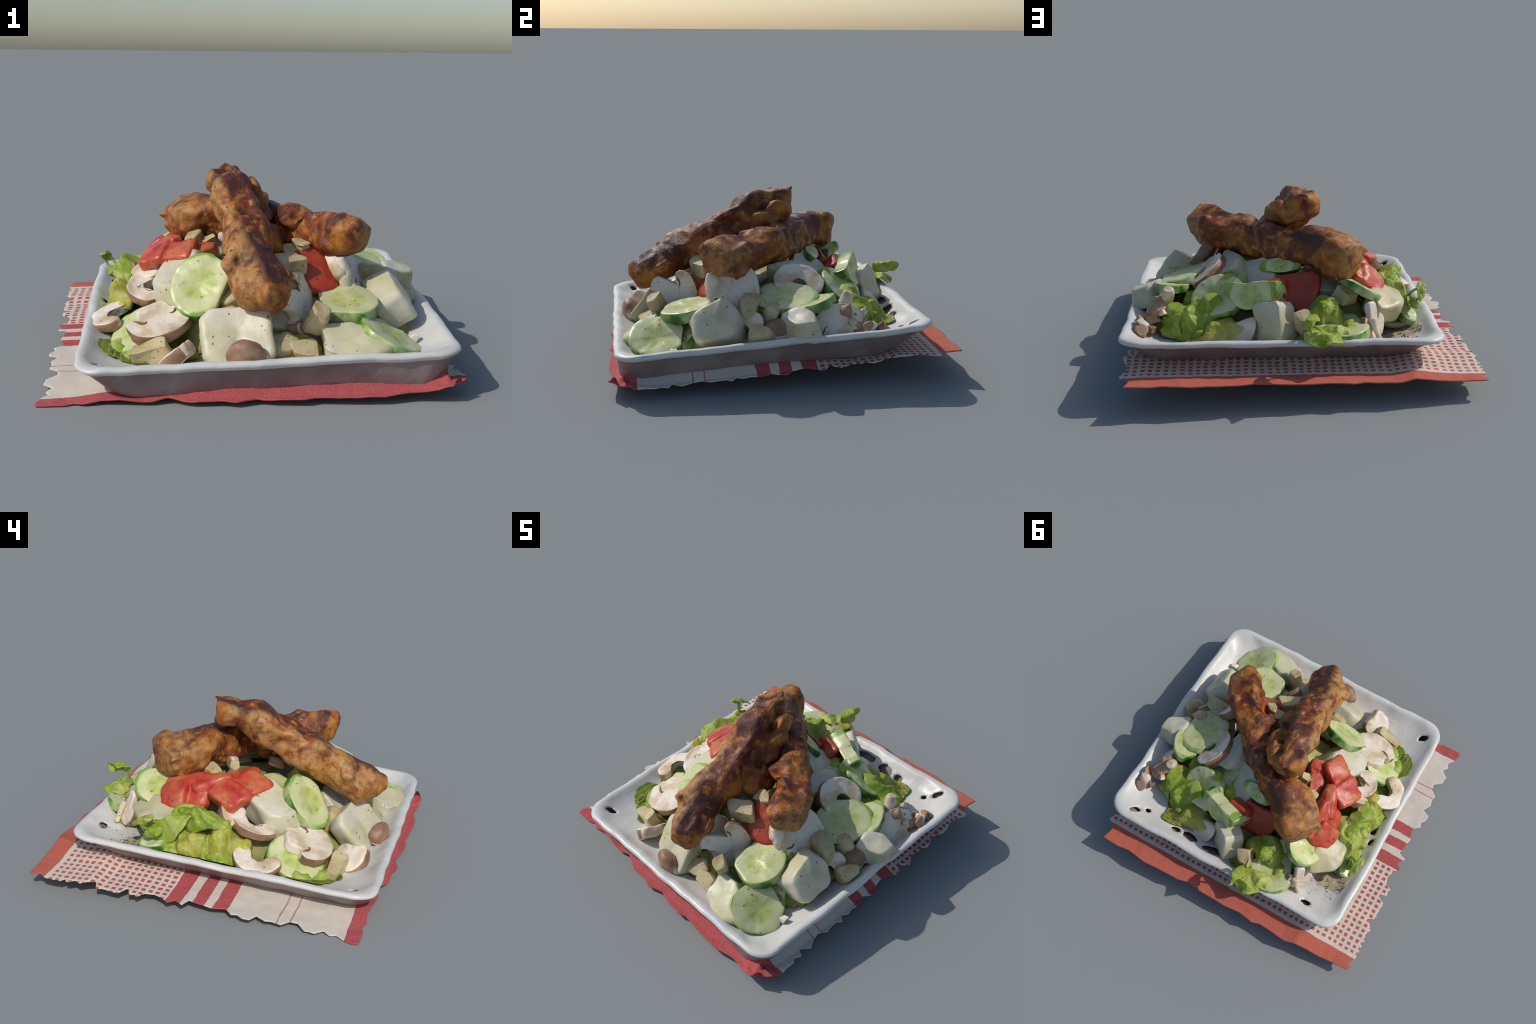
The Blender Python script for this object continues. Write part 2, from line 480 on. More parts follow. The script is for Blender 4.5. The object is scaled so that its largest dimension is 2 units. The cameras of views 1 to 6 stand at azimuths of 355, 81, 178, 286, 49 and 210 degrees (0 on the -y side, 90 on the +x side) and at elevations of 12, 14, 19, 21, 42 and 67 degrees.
# ------------------------------------------------------------------ materials
M = dict(
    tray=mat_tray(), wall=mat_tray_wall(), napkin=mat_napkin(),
    cuc=mat_cucumber_flesh(), rind=mat_cucumber_rind(), cheese=mat_cheese(), dressed=mat_cheese(True), crouton=mat_crouton(),
    mush=mat_mushroom_flesh(), skin=mat_mushroom_skin(), gills=mat_gills(),
    tomato=mat_tomato(), tomato_dark=mat_tomato("tomato_skin", 0.5),
    green=mat_lettuce("green_lettuce", (0.17, 0.27, 0.018), (0.33, 0.45, 0.040), (0.53, 0.58, 0.16)),
    lime=mat_lettuce("lime_lettuce", (0.24, 0.36, 0.025), (0.42, 0.51, 0.06), (0.58, 0.61, 0.19)),
    yellow=mat_lettuce("yellow_lettuce", (0.30, 0.34, 0.035), (0.52, 0.50, 0.08), (0.64, 0.62, 0.22)),
    bed=mat_bed(), dressing=mat_dressing(),
    crumb=mat_plain("nut_crumb", (0.52, 0.36, 0.22), (0.26, 0.13, 0.07)),
    herb=mat_plain("dried_herb", (0.11, 0.075, 0.035), (0.05, 0.04, 0.02)),
)

# ------------------------------------------------------------------ napkin
def jagged(rng, lo, hi, step, amp):
    xs = [lo]
    while xs[-1] < hi:
        xs.append(xs[-1] + step * rng.uniform(0.5, 1.5))
    ys = rng.uniform(-amp, amp, len(xs))
    return lambda v: np.interp(v, xs, ys)

def build_napkin():
    rng = np.random.default_rng(11)
    nx, ny = 230, 260
    jl, jr = jagged(rng, -1.1, 1.1, 0.036, 0.036), jagged(rng, -1.1, 1.1, 0.040, 0.030)
    jf, jb = jagged(rng, -1.1, 1.1, 0.08, 0.022), jagged(rng, -1.1, 1.1, 0.10, 0.018)
    left = lambda y: np.interp(y, [-0.9, -0.6, 0.1, 0.6, 0.95], [-0.938, -0.942, -0.955, -0.978, -0.990]) + jl(y)
    right = lambda y: np.interp(y, [-0.9, -0.2, 0.3, 0.95], [0.950, 0.945, 0.934, 0.915]) + jr(y)
    front = lambda x: np.interp(x, [-0.92, -0.4, -0.1, 0.4, 0.65, 0.95], [-0.884, -0.910, -0.946, -0.952, -0.948, -0.955]) + jf(x)
    back = lambda x: np.interp(x, [-0.97, -0.6, -0.2, 0.5, 0.9], [0.950, 0.958, 0.974, 0.962, 0.968]) + jb(x)
    top, bot = [], []
    for j in range(ny + 1):
        v = j / ny
        for i in range(nx + 1):
            u = i / nx
            x, y = -0.93 + 1.84 * u, -0.9 + 1.87 * v
            for _ in range(5):
                L, R, F, B = float(left(y)), float(right(y)), float(front(x)), float(back(x))
                x, y = L + (R - L) * u, F + (B - F) * v
            z = napkin_z(x, y) + 0.006 * noise.noise(Vector((x * 5, y * 5, 3))) + 0.003 * noise.noise(Vector((x * 14, y * 14, 8)))
            # front right corner is curled up against the tray
            cx, cy = max(0, (x - 0.68) / 0.24), max(0, (-0.68 - y) / 0.24)
            curl = min(1, cx) ** 2 * min(1, cy) ** 2
            z += 0.055 * curl + 0.03 * curl * noise.noise(Vector((x * 22, y * 22, 1)))
            x += 0.030 * min(1, cx) ** 3 * min(1, cy)
            y -= 0.050 * min(1, cx) ** 2 * min(1, cy) ** 3
            # the paper rises to hug the tray along the front and the right, less so at the back and the left
            step = lambda v: min(1.0, max(0.0, v))
            z += 0.050 * max(0, 1 - abs(y + 0.865) / 0.06) * step((x + 0.55) / 0.5) * (1 if x < 0.88 else 0)
            z += 0.040 * max(0, 1 - abs(x - 0.855) / 0.07) * step((0.35 - y) / 0.4) * (1 if y > -0.86 else 0)
            z += 0.008 * step((-0.55 - x) / 0.2) * step((y + 0.7) / 0.3)
            z -= 0.020 * step((-0.62 - x) / 0.25) * step((y - 0.05) / 0.5)
            z += 0.008 * step((y - 0.1) / 0.4) + 0.022 * step((0.80 - y) / 0.22) * step((y - 0.5) / 0.1) + 0.016 * step((x + 0.80) / 0.18) * step((-0.5 - x) / 0.1)
            over = max(0.0, x - y - 1.850) if x > 0.7 and y < -0.7 else 0.0      # the torn corner
            x, y = x - over / 2, y + over / 2
            x, y = max(-0.999, min(0.999, x)), max(-0.99, min(0.99, y))
            top.append((x, y, max(z, 0.006)))
            bot.append((x, y, max(z, 0.006) - 0.006))
    n = len(top)
    w = nx + 1
    faces = []
    for j in range(ny):
        for i in range(nx):
            a = j * w + i
            faces.append((a, a + 1, a + 1 + w, a + w))
            faces.append((n + a, n + a + w, n + a + 1 + w, n + a + 1))
    border = [i for i in range(nx)] + [nx + j * w for j in range(ny)] + [ny * w + nx - i for i in range(nx)] + [(ny - j) * w for j in range(ny)]
    for a, b in zip(border, border[1:] + border[:1]):
        faces.append((b, a, n + a, n + b))
    me = new_mesh("paper_napkin", top + bot, faces, [M["napkin"]])
    thing("paper_napkin", me, Matrix(), "square red and white checked paper napkin with torn edges", "napkin")

build_napkin()

# ------------------------------------------------------------------ tray
TX0, TX1, TY0, TY1 = -0.806, 0.948, -0.940, 0.806      # outside of the rim
def rounded_rect(inset, radius, per_side=90, per_corner=22):
    x0, x1, y0, y1 = TX0 + inset[0], TX1 - inset[1], TY0 + inset[2], TY1 - inset[3]
    pts = []
    for (cx, cy, a0) in ((x1 - radius, y1 - radius, 0), (x0 + radius, y1 - radius, 90), (x0 + radius, y0 + radius, 180), (x1 - radius, y0 + radius, 270)):
        for i in range(per_corner + 1):
            a = math.radians(a0 + 90 * i / per_corner)
            pts.append((cx + radius * math.cos(a), cy + radius * math.sin(a)))
        nxt = {0: (x0 + radius, y1), 90: (x0, y0 + radius), 180: (x1 - radius, y0), 270: (x1, y1 - radius)}[a0]
        last = pts[-1]
        for i in range(1, per_side):
            f = i / per_side
            pts.append((last[0] + (nxt[0] - last[0]) * f, last[1] + (nxt[1] - last[1]) * f))
    return np.array(pts)

# insets are (left, right, front, back); h is the share of the way from napkin (0) to rim (1)
TRAY_PROFILE = [  # inset, corner radius, height, part: 0 basin, 1 rim, 2 wall
    (0.60, 0.10, 0.42, 0), (0.50, 0.10, 0.42, 0), (0.42, 0.10, 0.42, 0), (0.36, 0.10, 0.425, 0), (0.31, 0.11, 0.435, 0), (0.27, 0.12, 0.455, 0),
    (0.235, 0.13, 0.485, 0), (0.20, 0.14, 0.525, 0), (0.17, 0.145, 0.575, 0), (0.14, 0.15, 0.63, 0), (0.11, 0.15, 0.70, 0), (0.085, 0.15, 0.785, 0),
    (0.065, 0.15, 0.87, 0), (0.05, 0.145, 0.94, 0), (0.038, 0.14, 0.985, 1), (0.024, 0.135, 1.0, 1), (0.010, 0.13, 0.985, 1), (0.002, 0.125, 0.945, 1),
    (0.0, 0.125, 0.885, 1), (0.006, 0.125, 0.835, 1), (0.020, 0.125, 0.80, 1), (0.036, 0.125, 0.765, 2), (0.060, 0.13, 0.64, 2), (0.090, 0.13, 0.46, 2),
    (0.120, 0.13, 0.28, 2), (0.150, 0.13, 0.12, 2), (0.175, 0.13, 0.03, 2), (0.19, 0.13, 0.008, 2)]
TRAY_HOLES = [(-0.688, -0.799, 0.035, 0.022, 30), (0.783, 0.718, 0.036, 0.02, 30), (0.712, 0.672, 0.02, 0.015, 0), (0.473, 0.692, 0.034, 0.020, 10),
              (0.365, 0.690, 0.062, 0.030, -10), (0.165, 0.695, 0.085, 0.030, 10), (-0.685, 0.495, 0.022, 0.026, 30), (-0.54, 0.70, 0.036, 0.02, 10),
              (-0.703, 0.017, 0.022, 0.036, 10), (-0.722, 0.105, 0.016, 0.032, -10)]

def tray_floor(x, y):
    """Height of the basin's surface at x, y."""
    d = min(x - TX0, TX1 - x, y - TY0, TY1 - y)
    ins = [p[0] for p in TRAY_PROFILE[:16]][::-1]
    hs = [p[2] for p in TRAY_PROFILE[:16]][::-1]
    h = float(np.interp(d, ins, hs))
    return napkin_z(x, y) + h * (rim_z(x, y) - napkin_z(x, y))

def build_tray():
    prof = []
    for a, b in zip(TRAY_PROFILE[:-1], TRAY_PROFILE[1:]):      # refine so that the holes get clean edges
        steps = max(1, int(round(abs(a[0] - b[0]) / 0.011)))
        prof += [tuple(a[q] + (b[q] - a[q]) * s / steps for q in range(3)) + (b[3] if a[3] != b[3] else a[3],) for s in range(steps)]
    prof.append(TRAY_PROFILE[-1])
    verts, faces, part = [], [], []
    for ins, rad, h, region in prof:
        # the outer wall stands steeper at the front and the right than at the left and the back
        k = (1, 0.65, 0.40, 1.12) if region == 2 else (1, 1, 1, 1)
        pts = rounded_rect([ins * q for q in k], rad)
        for x, y in pts:
            wob = 0.006 * noise.noise(Vector((x * 4, y * 4, 2))) + 0.003 * noise.noise(Vector((x * 13, y * 13, 5)))
            s = min(1.0, h)
            lift = 0.011 * noise.noise(Vector((x * 3.2, y * 3.2, 9))) * max(0.0, h - 0.4)
            k = 0.010 * noise.noise(Vector((x * 7, y * 7, 1)))
            cx, cy = 0.07, -0.07
            if region == 2:      # the wall stands out further at the front right corner
                low = max(0.0, 1 - h / 0.8)
                y -= 0.035 * low * min(1, max(0, (x - 0.45) / 0.3)) * (y < -0.6)
                x += 0.025 * low * min(1, max(0, (-0.3 - y) / 0.4)) * (x > 0.6)
            dx, dy = x - cx, y - cy
            L = math.hypot(dx, dy) or 1
            verts.append((x + dx / L * k, y + dy / L * k, napkin_z(x, y) + s * (rim_z(x, y) - napkin_z(x, y)) + (wob if h > 0.05 else 0) + lift))
    n = len(verts) // len(prof)
    holes = [(Vector((x, y)), a, b, math.radians(r)) for x, y, a, b, r in TRAY_HOLES]
    cut_verts = {}
    for i in range(len(prof) - 1):
        for j in range(n):
            k = (j + 1) % n
            f = (i * n + j, (i + 1) * n + j, (i + 1) * n + k, i * n + k)
            cx = sum(verts[q][0] for q in f) / 4
            cy = sum(verts[q][1] for q in f) / 4
            if prof[i][3] == 0:
                cut = False
                for h in holes:
                    p, a, b, r = h
                    dx, dy = cx - p.x, cy - p.y
                    u, v = dx * math.cos(r) + dy * math.sin(r), -dx * math.sin(r) + dy * math.cos(r)
                    if (u / a) ** 2 + (v / b) ** 2 < 1:
                        cut = True
                        for q in f:
                            cut_verts[q] = h
                if cut:
                    continue
            faces.append(f)
            part.append(prof[i][3])
    for q in {q for f in faces for q in f} & set(cut_verts):      # pull the torn edge onto a clean oval
        p, a, b, r = cut_verts[q]
        x, y, z = verts[q]
        dx, dy = x - p.x, y - p.y
        u, v = dx * math.cos(r) + dy * math.sin(r), -dx * math.sin(r) + dy * math.cos(r)
        k = (1 + 0.30 * noise.noise(Vector((x * 30, y * 30, 4)))) / max(0.3, math.hypot(u / a, v / b))
        k = min(1.6, max(0.6, k))
        verts[q] = (p.x + dx * k, p.y + dy * k, z)
    c = np.array(verts[:n]).mean(0)
    verts.append(tuple(c))
    for j in range(n):
        faces.append((len(verts) - 1, j, (j + 1) % n))
        part.append(0)
    me = new_mesh("tray_shell", verts, faces, [], part)
    # give the shell its thickness, then split into basin, rim and wall
    for _ in range(3):
        me.materials.append(M["tray"])
    tmp = link(bpy.data.objects.new("tray_tmp", me))
    so = tmp.modifiers.new("thick", "SOLIDIFY")
    so.thickness, so.offset, so.use_rim = 0.010, -1, True
    dg = bpy.context.evaluated_depsgraph_get()
    full = bpy.data.meshes.new_from_object(tmp.evaluated_get(dg))
    bpy.data.objects.remove(tmp)
    pf = np.empty(len(full.polygons), dtype=np.int32)
    full.polygons.foreach_get("material_index", pf)
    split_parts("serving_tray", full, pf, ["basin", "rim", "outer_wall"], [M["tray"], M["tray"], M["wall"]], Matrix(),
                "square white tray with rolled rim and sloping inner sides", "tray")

build_tray()

# ------------------------------------------------------------------ grilled meat strips
def spline(pts, n):
    p = np.asarray(pts, float)
    s = np.concatenate([[0], np.cumsum(np.linalg.norm(np.diff(p[:, :3], axis=0), axis=1))])
    t = np.linspace(0, s[-1], n)
    out = np.stack([np.interp(t, s, p[:, k]) for k in range(p.shape[1])], 1)
    for _ in range(6):
        out[1:-1] = (out[:-2] + 2 * out[1:-1] + out[2:]) / 4
    return out

def loft_tube(pts, n=90, seg=40, expo=2.5, twist=0.0):
    st = spline(pts, n)
    verts, faces = [], []
    tan = np.gradient(st[:, :3], axis=0)
    for i in range(n):
        t = Vector(tan[i]).normalized()
        side = t.cross(Vector((0, 0, 1))).normalized()
        up = side.cross(t)
        for j in range(seg):
            a = 2 * math.pi * j / seg
            ca, sa = math.cos(a), math.sin(a)
            w = twist * math.sin(i / n * 5.0 + 0.6)
            cb, sb = math.cos(a + w), math.sin(a + w)
            r = (abs(cb) ** expo + abs(sb) ** expo) ** (-1 / expo)
            verts.append(Vector(st[i, :3]) + side * (ca * r * st[i, 3]) + up * (sa * r * st[i, 4]))
    for i in range(n - 1):
        for j in range(seg):
            k = (j + 1) % seg
            faces.append((i * seg + j, i * seg + k, (i + 1) * seg + k, (i + 1) * seg + j))
    faces.append(tuple(range(seg))[::-1])
    faces.append(tuple((n - 1) * seg + j for j in range(seg)))
    return [tuple(v) for v in verts], faces

def ellipsoid(c, r, n=(0, 0, 1), x=(1, 0, 0), seg=24):
    mw = place(c, n, x)
    verts, faces = [], []
    for i in range(1, seg // 2):
        th = math.pi * i / (seg // 2)
        for j in range(seg):
            ph = 2 * math.pi * j / seg
            verts.append(tuple(mw @ Vector((r[0] * math.sin(th) * math.cos(ph), r[1] * math.sin(th) * math.sin(ph), r[2] * math.cos(th)))))
    rows = seg // 2 - 1
    for i in range(rows - 1):
        for j in range(seg):
            k = (j + 1) % seg
            faces.append((i * seg + j, (i + 1) * seg + j, (i + 1) * seg + k, i * seg + k))
    verts += [tuple(mw @ Vector((0, 0, r[2]))), tuple(mw @ Vector((0, 0, -r[2])))]
    for j in range(seg):
        k = (j + 1) % seg
        faces.append((len(verts) - 2, j, k))
        faces.append((len(verts) - 1, (rows - 1) * seg + k, (rows - 1) * seg + j))
    return verts, faces

def block(c, r, n=(0, 0, 1), x=(1, 0, 0), p=7.0, seg=48):
    """Rounded wedge body (superellipsoid)."""
    v, f = ellipsoid((0, 0, 0), (1, 1, 1), seg=seg)
    mw = place(c, n, x)
    out = []
    for q in v:
        k = (sum(abs(w) ** p for w in q)) ** (-1 / p)
        out.append(tuple(mw @ Vector((q[0] * k * r[0] * (1 - 0.18 * q[1]), q[1] * k * r[1], q[2] * k * r[2] * (1 + 0.15 * q[0])))))
    return out, f

def fuse(name, pieces, mat, voxel, layers, smooth=4, off=(0, 0, 0), origin=None, billow=(), facets=0):
    """Weld overlapping solids into one skin, smooth it, and roughen it with noise."""
    verts, faces = [], []
    for v, f in pieces:
        o = len(verts)
        verts += v
        faces += [tuple(i + o for i in q) for q in f]
    me = new_mesh(name, verts, faces, [])
    tmp = link(bpy.data.objects.new("fuse_tmp", me))
    rm = tmp.modifiers.new("weld", "REMESH")
    rm.mode, rm.voxel_size = "VOXEL", voxel
    sm = tmp.modifiers.new("soft", "SMOOTH")
    sm.iterations, sm.factor = smooth, 0.5
    dg = bpy.context.evaluated_depsgraph_get()
    out = bpy.data.meshes.new_from_object(tmp.evaluated_get(dg))
    bpy.data.objects.remove(tmp)
    out.name = name
    out.materials.clear()
    out.materials.append(mat)
    out.polygons.foreach_set("use_smooth", np.ones(len(out.polygons), dtype=bool))
    if billow:
        push_noise(out, billow, off, billow=True)
    push_noise(out, layers, off)
    if facets:
        tmp = link(bpy.data.objects.new("facet_tmp", out))
        de = tmp.modifiers.new("facets", "DECIMATE")
        de.ratio = facets
        sub = tmp.modifiers.new("fine", "SUBSURF")
        sub.subdivision_type, sub.levels = "SIMPLE", 2
        so = tmp.modifiers.new("soft", "SMOOTH")
        so.iterations, so.factor = 3, 0.5
        dg = bpy.context.evaluated_depsgraph_get()
        fin = bpy.data.meshes.new_from_object(tmp.evaluated_get(dg))
        bpy.data.objects.remove(tmp)
        fin.name = name
        out = fin
        push_noise(out, [(20, 0.005)], off)
    if origin is not None:
        c = coords(out) - np.array(origin)
        out.vertices.foreach_set("co", c.ravel())
        out.update()
    return out

# spine: x, y, z, half width, half height
STRIP_TOP = [(0.096, -0.79, 0.440, 0.055, 0.045), (0.090, -0.772, 0.450, 0.085, 0.072), (0.076, -0.73, 0.468, 0.106, 0.086), (0.046, -0.64, 0.512, 0.114, 0.088),
             (0.022, -0.55, 0.558, 0.118, 0.092), (0.006, -0.47, 0.600, 0.108, 0.088), (0.000, -0.404, 0.636, 0.116, 0.098), (-0.028, -0.25, 0.718, 0.110, 0.098), (-0.038, -0.17, 0.758, 0.096, 0.084), (-0.048, -0.11, 0.788, 0.098, 0.086),
             (-0.062, -0.02, 0.824, 0.078, 0.072), (-0.078, 0.05, 0.850, 0.074, 0.066), (-0.090, 0.095, 0.866, 0.082, 0.070), (-0.098, 0.130, 0.876, 0.070, 0.055)]
STRIP_TOP_FLANK = [(0.040, -0.72, 0.425, 0.050, 0.050), (0.000, -0.60, 0.485, 0.066, 0.062), (-0.045, -0.42, 0.575, 0.070, 0.066), (-0.072, -0.25, 0.660, 0.068, 0.064), (-0.088, -0.10, 0.735, 0.055, 0.055), (-0.095, 0.0, 0.790, 0.035, 0.035)]
STRIP_LOW = [(0.565, -0.378, 0.632, 0.065, 0.060), (0.552, -0.362, 0.634, 0.088, 0.076), (0.52, -0.330, 0.636, 0.102, 0.088), (0.473, -0.276, 0.638, 0.104, 0.096),
             (0.43, -0.22, 0.638, 0.092, 0.094), (0.378, -0.166, 0.640, 0.100, 0.104), (0.27, -0.072, 0.641, 0.104, 0.110), (0.175, 0.03, 0.646, 0.088, 0.098), (0.047, 0.131, 0.642, 0.098, 0.108),
             (-0.061, 0.199, 0.640, 0.104, 0.108), (-0.14, 0.24, 0.640, 0.112, 0.100), (-0.20, 0.275, 0.634, 0.125, 0.108), (-0.29, 0.335, 0.628, 0.132, 0.106), (-0.32, 0.36, 0.626, 0.130, 0.100)]
MEAT_NOISE = [(3.5, 0.040), (7, 0.018), (16, 0.006)]
MEAT_BILLOW = [(5, 0.045), (11, 0.016)]

def pale_flank_top(k, x, y, z):
    axis = k.math("SUBTRACT", 0.083, k.math("MULTIPLY", k.math("ADD", y, 0.759), 0.242))
    return k.smooth(k.math("SUBTRACT", x, axis), -0.020, -0.075)

def pale_ends_low(k, x, y, z):
    a = k.smooth(x, 0.50, 0.60)
    b = k.smooth(x, -0.14, -0.30)
    return k.math("MULTIPLY", k.math("MAXIMUM", a, b), 0.8)

def grilled_side_top(k, x, y, z):
    axis = k.math("ADD", 0.44, k.math("MULTIPLY", k.math("ADD", y, 0.79), 0.49))
    return k.math("ADD", 0.3, k.math("MULTIPLY", k.smooth(k.math("SUBTRACT", z, axis), -0.03, 0.05), 0.7))

def grilled_side_low(k, x, y, z):
    return k.math("ADD", 0.35, k.math("MULTIPLY", k.smooth(z, 0.62, 0.70), 0.65))

m_top = mat_meat("grilled_meat_crust", pale_flank_top, grilled_side_top)
m_low = mat_meat("grilled_meat_crust_dark", pale_ends_low, grilled_side_low)

def build_meat():
    top = [loft_tube(STRIP_TOP, expo=4.4, twist=0.35), loft_tube(STRIP_TOP_FLANK, expo=3.0),
           ellipsoid((0.10, -0.04, 0.77), (0.055, 0.065, 0.055)), ellipsoid((0.045, 0.07, 0.82), (0.065, 0.08, 0.065)), ellipsoid((0.02, 0.12, 0.78), (0.07, 0.06, 0.09)),
           ellipsoid((0.09, -0.07, 0.70), (0.075, 0.09, 0.06)), ellipsoid((0.055, 0.02, 0.755), (0.065, 0.08, 0.07)), ellipsoid((0.125, -0.21, 0.60), (0.075, 0.12, 0.075)), ellipsoid((0.08, -0.02, 0.735), (0.06, 0.06, 0.06)),
           block((-0.085, 0.125, 0.890), (0.070, 0.040, 0.028), n=(0, -0.5, 0.9), x=(1, 0.2, 0.1)), block((-0.05, 0.125, 0.83), (0.055, 0.045, 0.065), n=(0, 0, 1), x=(1, 0.4, 0)),
           ellipsoid((-0.075, 0.160, 0.925), (0.030, 0.045, 0.012), n=(0, -0.6, 0.8)),
           ellipsoid((-0.062, -0.62, 0.560), (0.055, 0.032, 0.03), x=(1, 0.3, -0.4)), ellipsoid((-0.08, -0.635, 0.585), (0.028, 0.026, 0.026)),
           ellipsoid((0.0, -0.64, 0.45), (0.06, 0.10, 0.06), n=(0, -0.5, 0.8))]
    me = fuse("grilled_meat_strip", top, m_top, 0.0085, MEAT_NOISE, smooth=2, off=(3, 1, 7), billow=MEAT_BILLOW, facets=0.013)
    thing("grilled_meat_strip", me, Matrix(), "browned grilled chicken strip with charred patches", "grilled meat")
    low = [loft_tube(STRIP_LOW, expo=4.4, twist=0.3), ellipsoid((0.24, -0.13, 0.685), (0.07, 0.08, 0.065)), ellipsoid((0.13, -0.08, 0.60), (0.11, 0.10, 0.08)),
           block((-0.305, 0.365, 0.635), (0.135, 0.075, 0.098), n=(-0.15, 0.1, 1), x=(0.62, 0.75, 0.1), p=5),
           ellipsoid((-0.395, 0.315, 0.640), (0.055, 0.045, 0.04), x=(-0.9, 0.1, 0)), ellipsoid((-0.375, 0.315, 0.59), (0.06, 0.05, 0.03), x=(-0.9, -0.1, 0)),
           ellipsoid((0.49, -0.24, 0.685), (0.07, 0.05, 0.03))]
    me = fuse("grilled_meat_strip", low, m_low, 0.0085, MEAT_NOISE, smooth=2, off=(13, 21, 2), billow=MEAT_BILLOW, facets=0.013)
    thing("grilled_meat_strip", me, Matrix(), "dark roasted chicken strip with charred crust", "grilled meat")

build_meat()

# ------------------------------------------------------------------ cucumber slices
def cucumber(c, n, x, d, seed, flats=1, half=False):
    rng = np.random.default_rng(seed)
    out = round_outline(rng, 80, 0.035, flats)
    if half:
        t = np.linspace(0, math.pi, 50)
        out = resample(np.vstack([np.stack([np.cos(t), np.sin(t) * 1.6 - 0.8], 1), [(-1, -0.8)]]), 80)
        out = resample(chaikin(out[::2], 1), 80)
    a, b, t = d
    me, part = slab("cucumber_slice", out, a, b, t, SLICE, [], [(9, 0.010), (24, 0.004)], rng, hollow=0.04)
    part = np.where(part == 1, 1, 0)
    if half:        # the straight cut shows flesh, not rind
        cs = coords(me)
        part = np.array([0 if cs[list(p.vertices)][:, 1].mean() < -0.70 * b and abs(cs[list(p.vertices)][:, 0].mean()) < 0.9 * a else q for p, q in zip(me.polygons, part)])
    split_parts("cucumber_slice", me, part, ["flesh", "rind"], [M["cuc"], M["rind"]], place(c, n, x),
                "pale green cucumber slice with dark green rind", "cucumber slice", props={"radius": (a + b) / 2})

CUCUMBERS = [  # centre, normal, long axis, (half length, half width, half thickness)
    ((-0.525, -0.445, 0.200), (-0.42, -0.34, 0.85), (-0.17, 0.81, 0.56), (0.17, 0.14, 0.026), 1),
    ((-0.228, -0.428, 0.418), (-0.22, -0.74, 0.64), (0.94, -0.32, -0.09), (0.150, 0.168, 0.030), 1),
    ((0.645, -0.696, 0.226), (0.46, -0.09, 0.88), (0.76, 0.6, -0.25), (0.172, 0.150, 0.032), 2),
    ((0.475, -0.515, 0.342), (-0.02, -0.22, 0.97), (0.99, 0.1, 0.04), (0.150, 0.165, 0.034), 2),
    ((0.70, 0.145, 0.424), (-0.05, -0.24, 0.96), (-0.33, 0.92, 0.21), (0.165, 0.095, 0.026), 2),
    ((-0.255, 0.635, 0.300), (0.0, 0.05, 1.0), (0.9, -0.29, 0), (0.150, 0.150, 0.034), 1),
    ((-0.375, 0.41, 0.448), (-0.5, -0.22, 0.83), (0.0, 1, 0.1), (0.150, 0.135, 0.026), 1),
    ((0.62, 0.02, 0.425), (0.25, -0.1, 0.95), (0.2, 1, 0), (0.19, 0.15, 0.026), 1),
    ((0.57, -0.60, 0.245), (0.2, -0.35, 0.9), (1, 0, 0), (0.15, 0.13, 0.026), 1),
    ((0.40, -0.47, 0.330), (0.2, -0.35, 0.9), (1, 0, 0), (0.16, 0.13, 0.026), 1),
    ((0.06, 0.28, 0.550), (0.2, 0.6, 0.8), (1, -0.2, 0), (0.12, 0.05, 0.018), 0),
    ((0.42, 0.39, 0.415), (0.32, 0.52, 0.78), (1, 0, 0), (0.16, 0.15, 0.026), 1),
    ((-0.665, 0.34, 0.235), (-0.35, 0.1, 0.95), (0, 1, 0), (0.085, 0.055, 0.022), 1),
    ((0.36, 0.17, 0.470), (0.4, 0.1, 0.9), (0, 1, 0), (0.17, 0.14, 0.026), 1),
    ((-0.10, -0.22, 0.420), (-0.2, -0.5, 0.8), (1, 0, 0), (0.16, 0.14, 0.03), 1),
    ((-0.55, 0.16, 0.285), (-0.4, 0.1, 0.9), (0, 1, 0), (0.13, 0.11, 0.028), 1),
]
for i, (c, n, x, d, fl) in enumerate(CUCUMBERS):
    low = 0.035 if i in (8, 9, 13, 14, 15) else 0.02 if i == 4 else 0
    cucumber(np.array(sunk(c, n, d)) - (0, 0, low), n, x, d, 100 + i, fl)
cucumber((0.220, 0.475, 0.450), (0.38, 0.84, 0.38), (0.93, -0.32, -0.1), (0.158, 0.095, 0.046), 140, half=True)

# ------------------------------------------------------------------ white cheese chunks
def chunk(kind, c, n, x, d, seed, corners=4, soft=3, amp=1.0):
    rng = np.random.default_rng(seed)
    out = poly_outline(rng, corners, 64, soft, 0.26)
    a, b, t = d
    tp = (rng.uniform(-0.22, 0.08), rng.uniform(-0.22, 0.08))
    me, _ = slab(kind, out, a, b, t, CHUNK, [], [(5, 0.030 * amp), (13, 0.010 * amp), (30, 0.003 * amp)], rng, taper=tp)
    return me

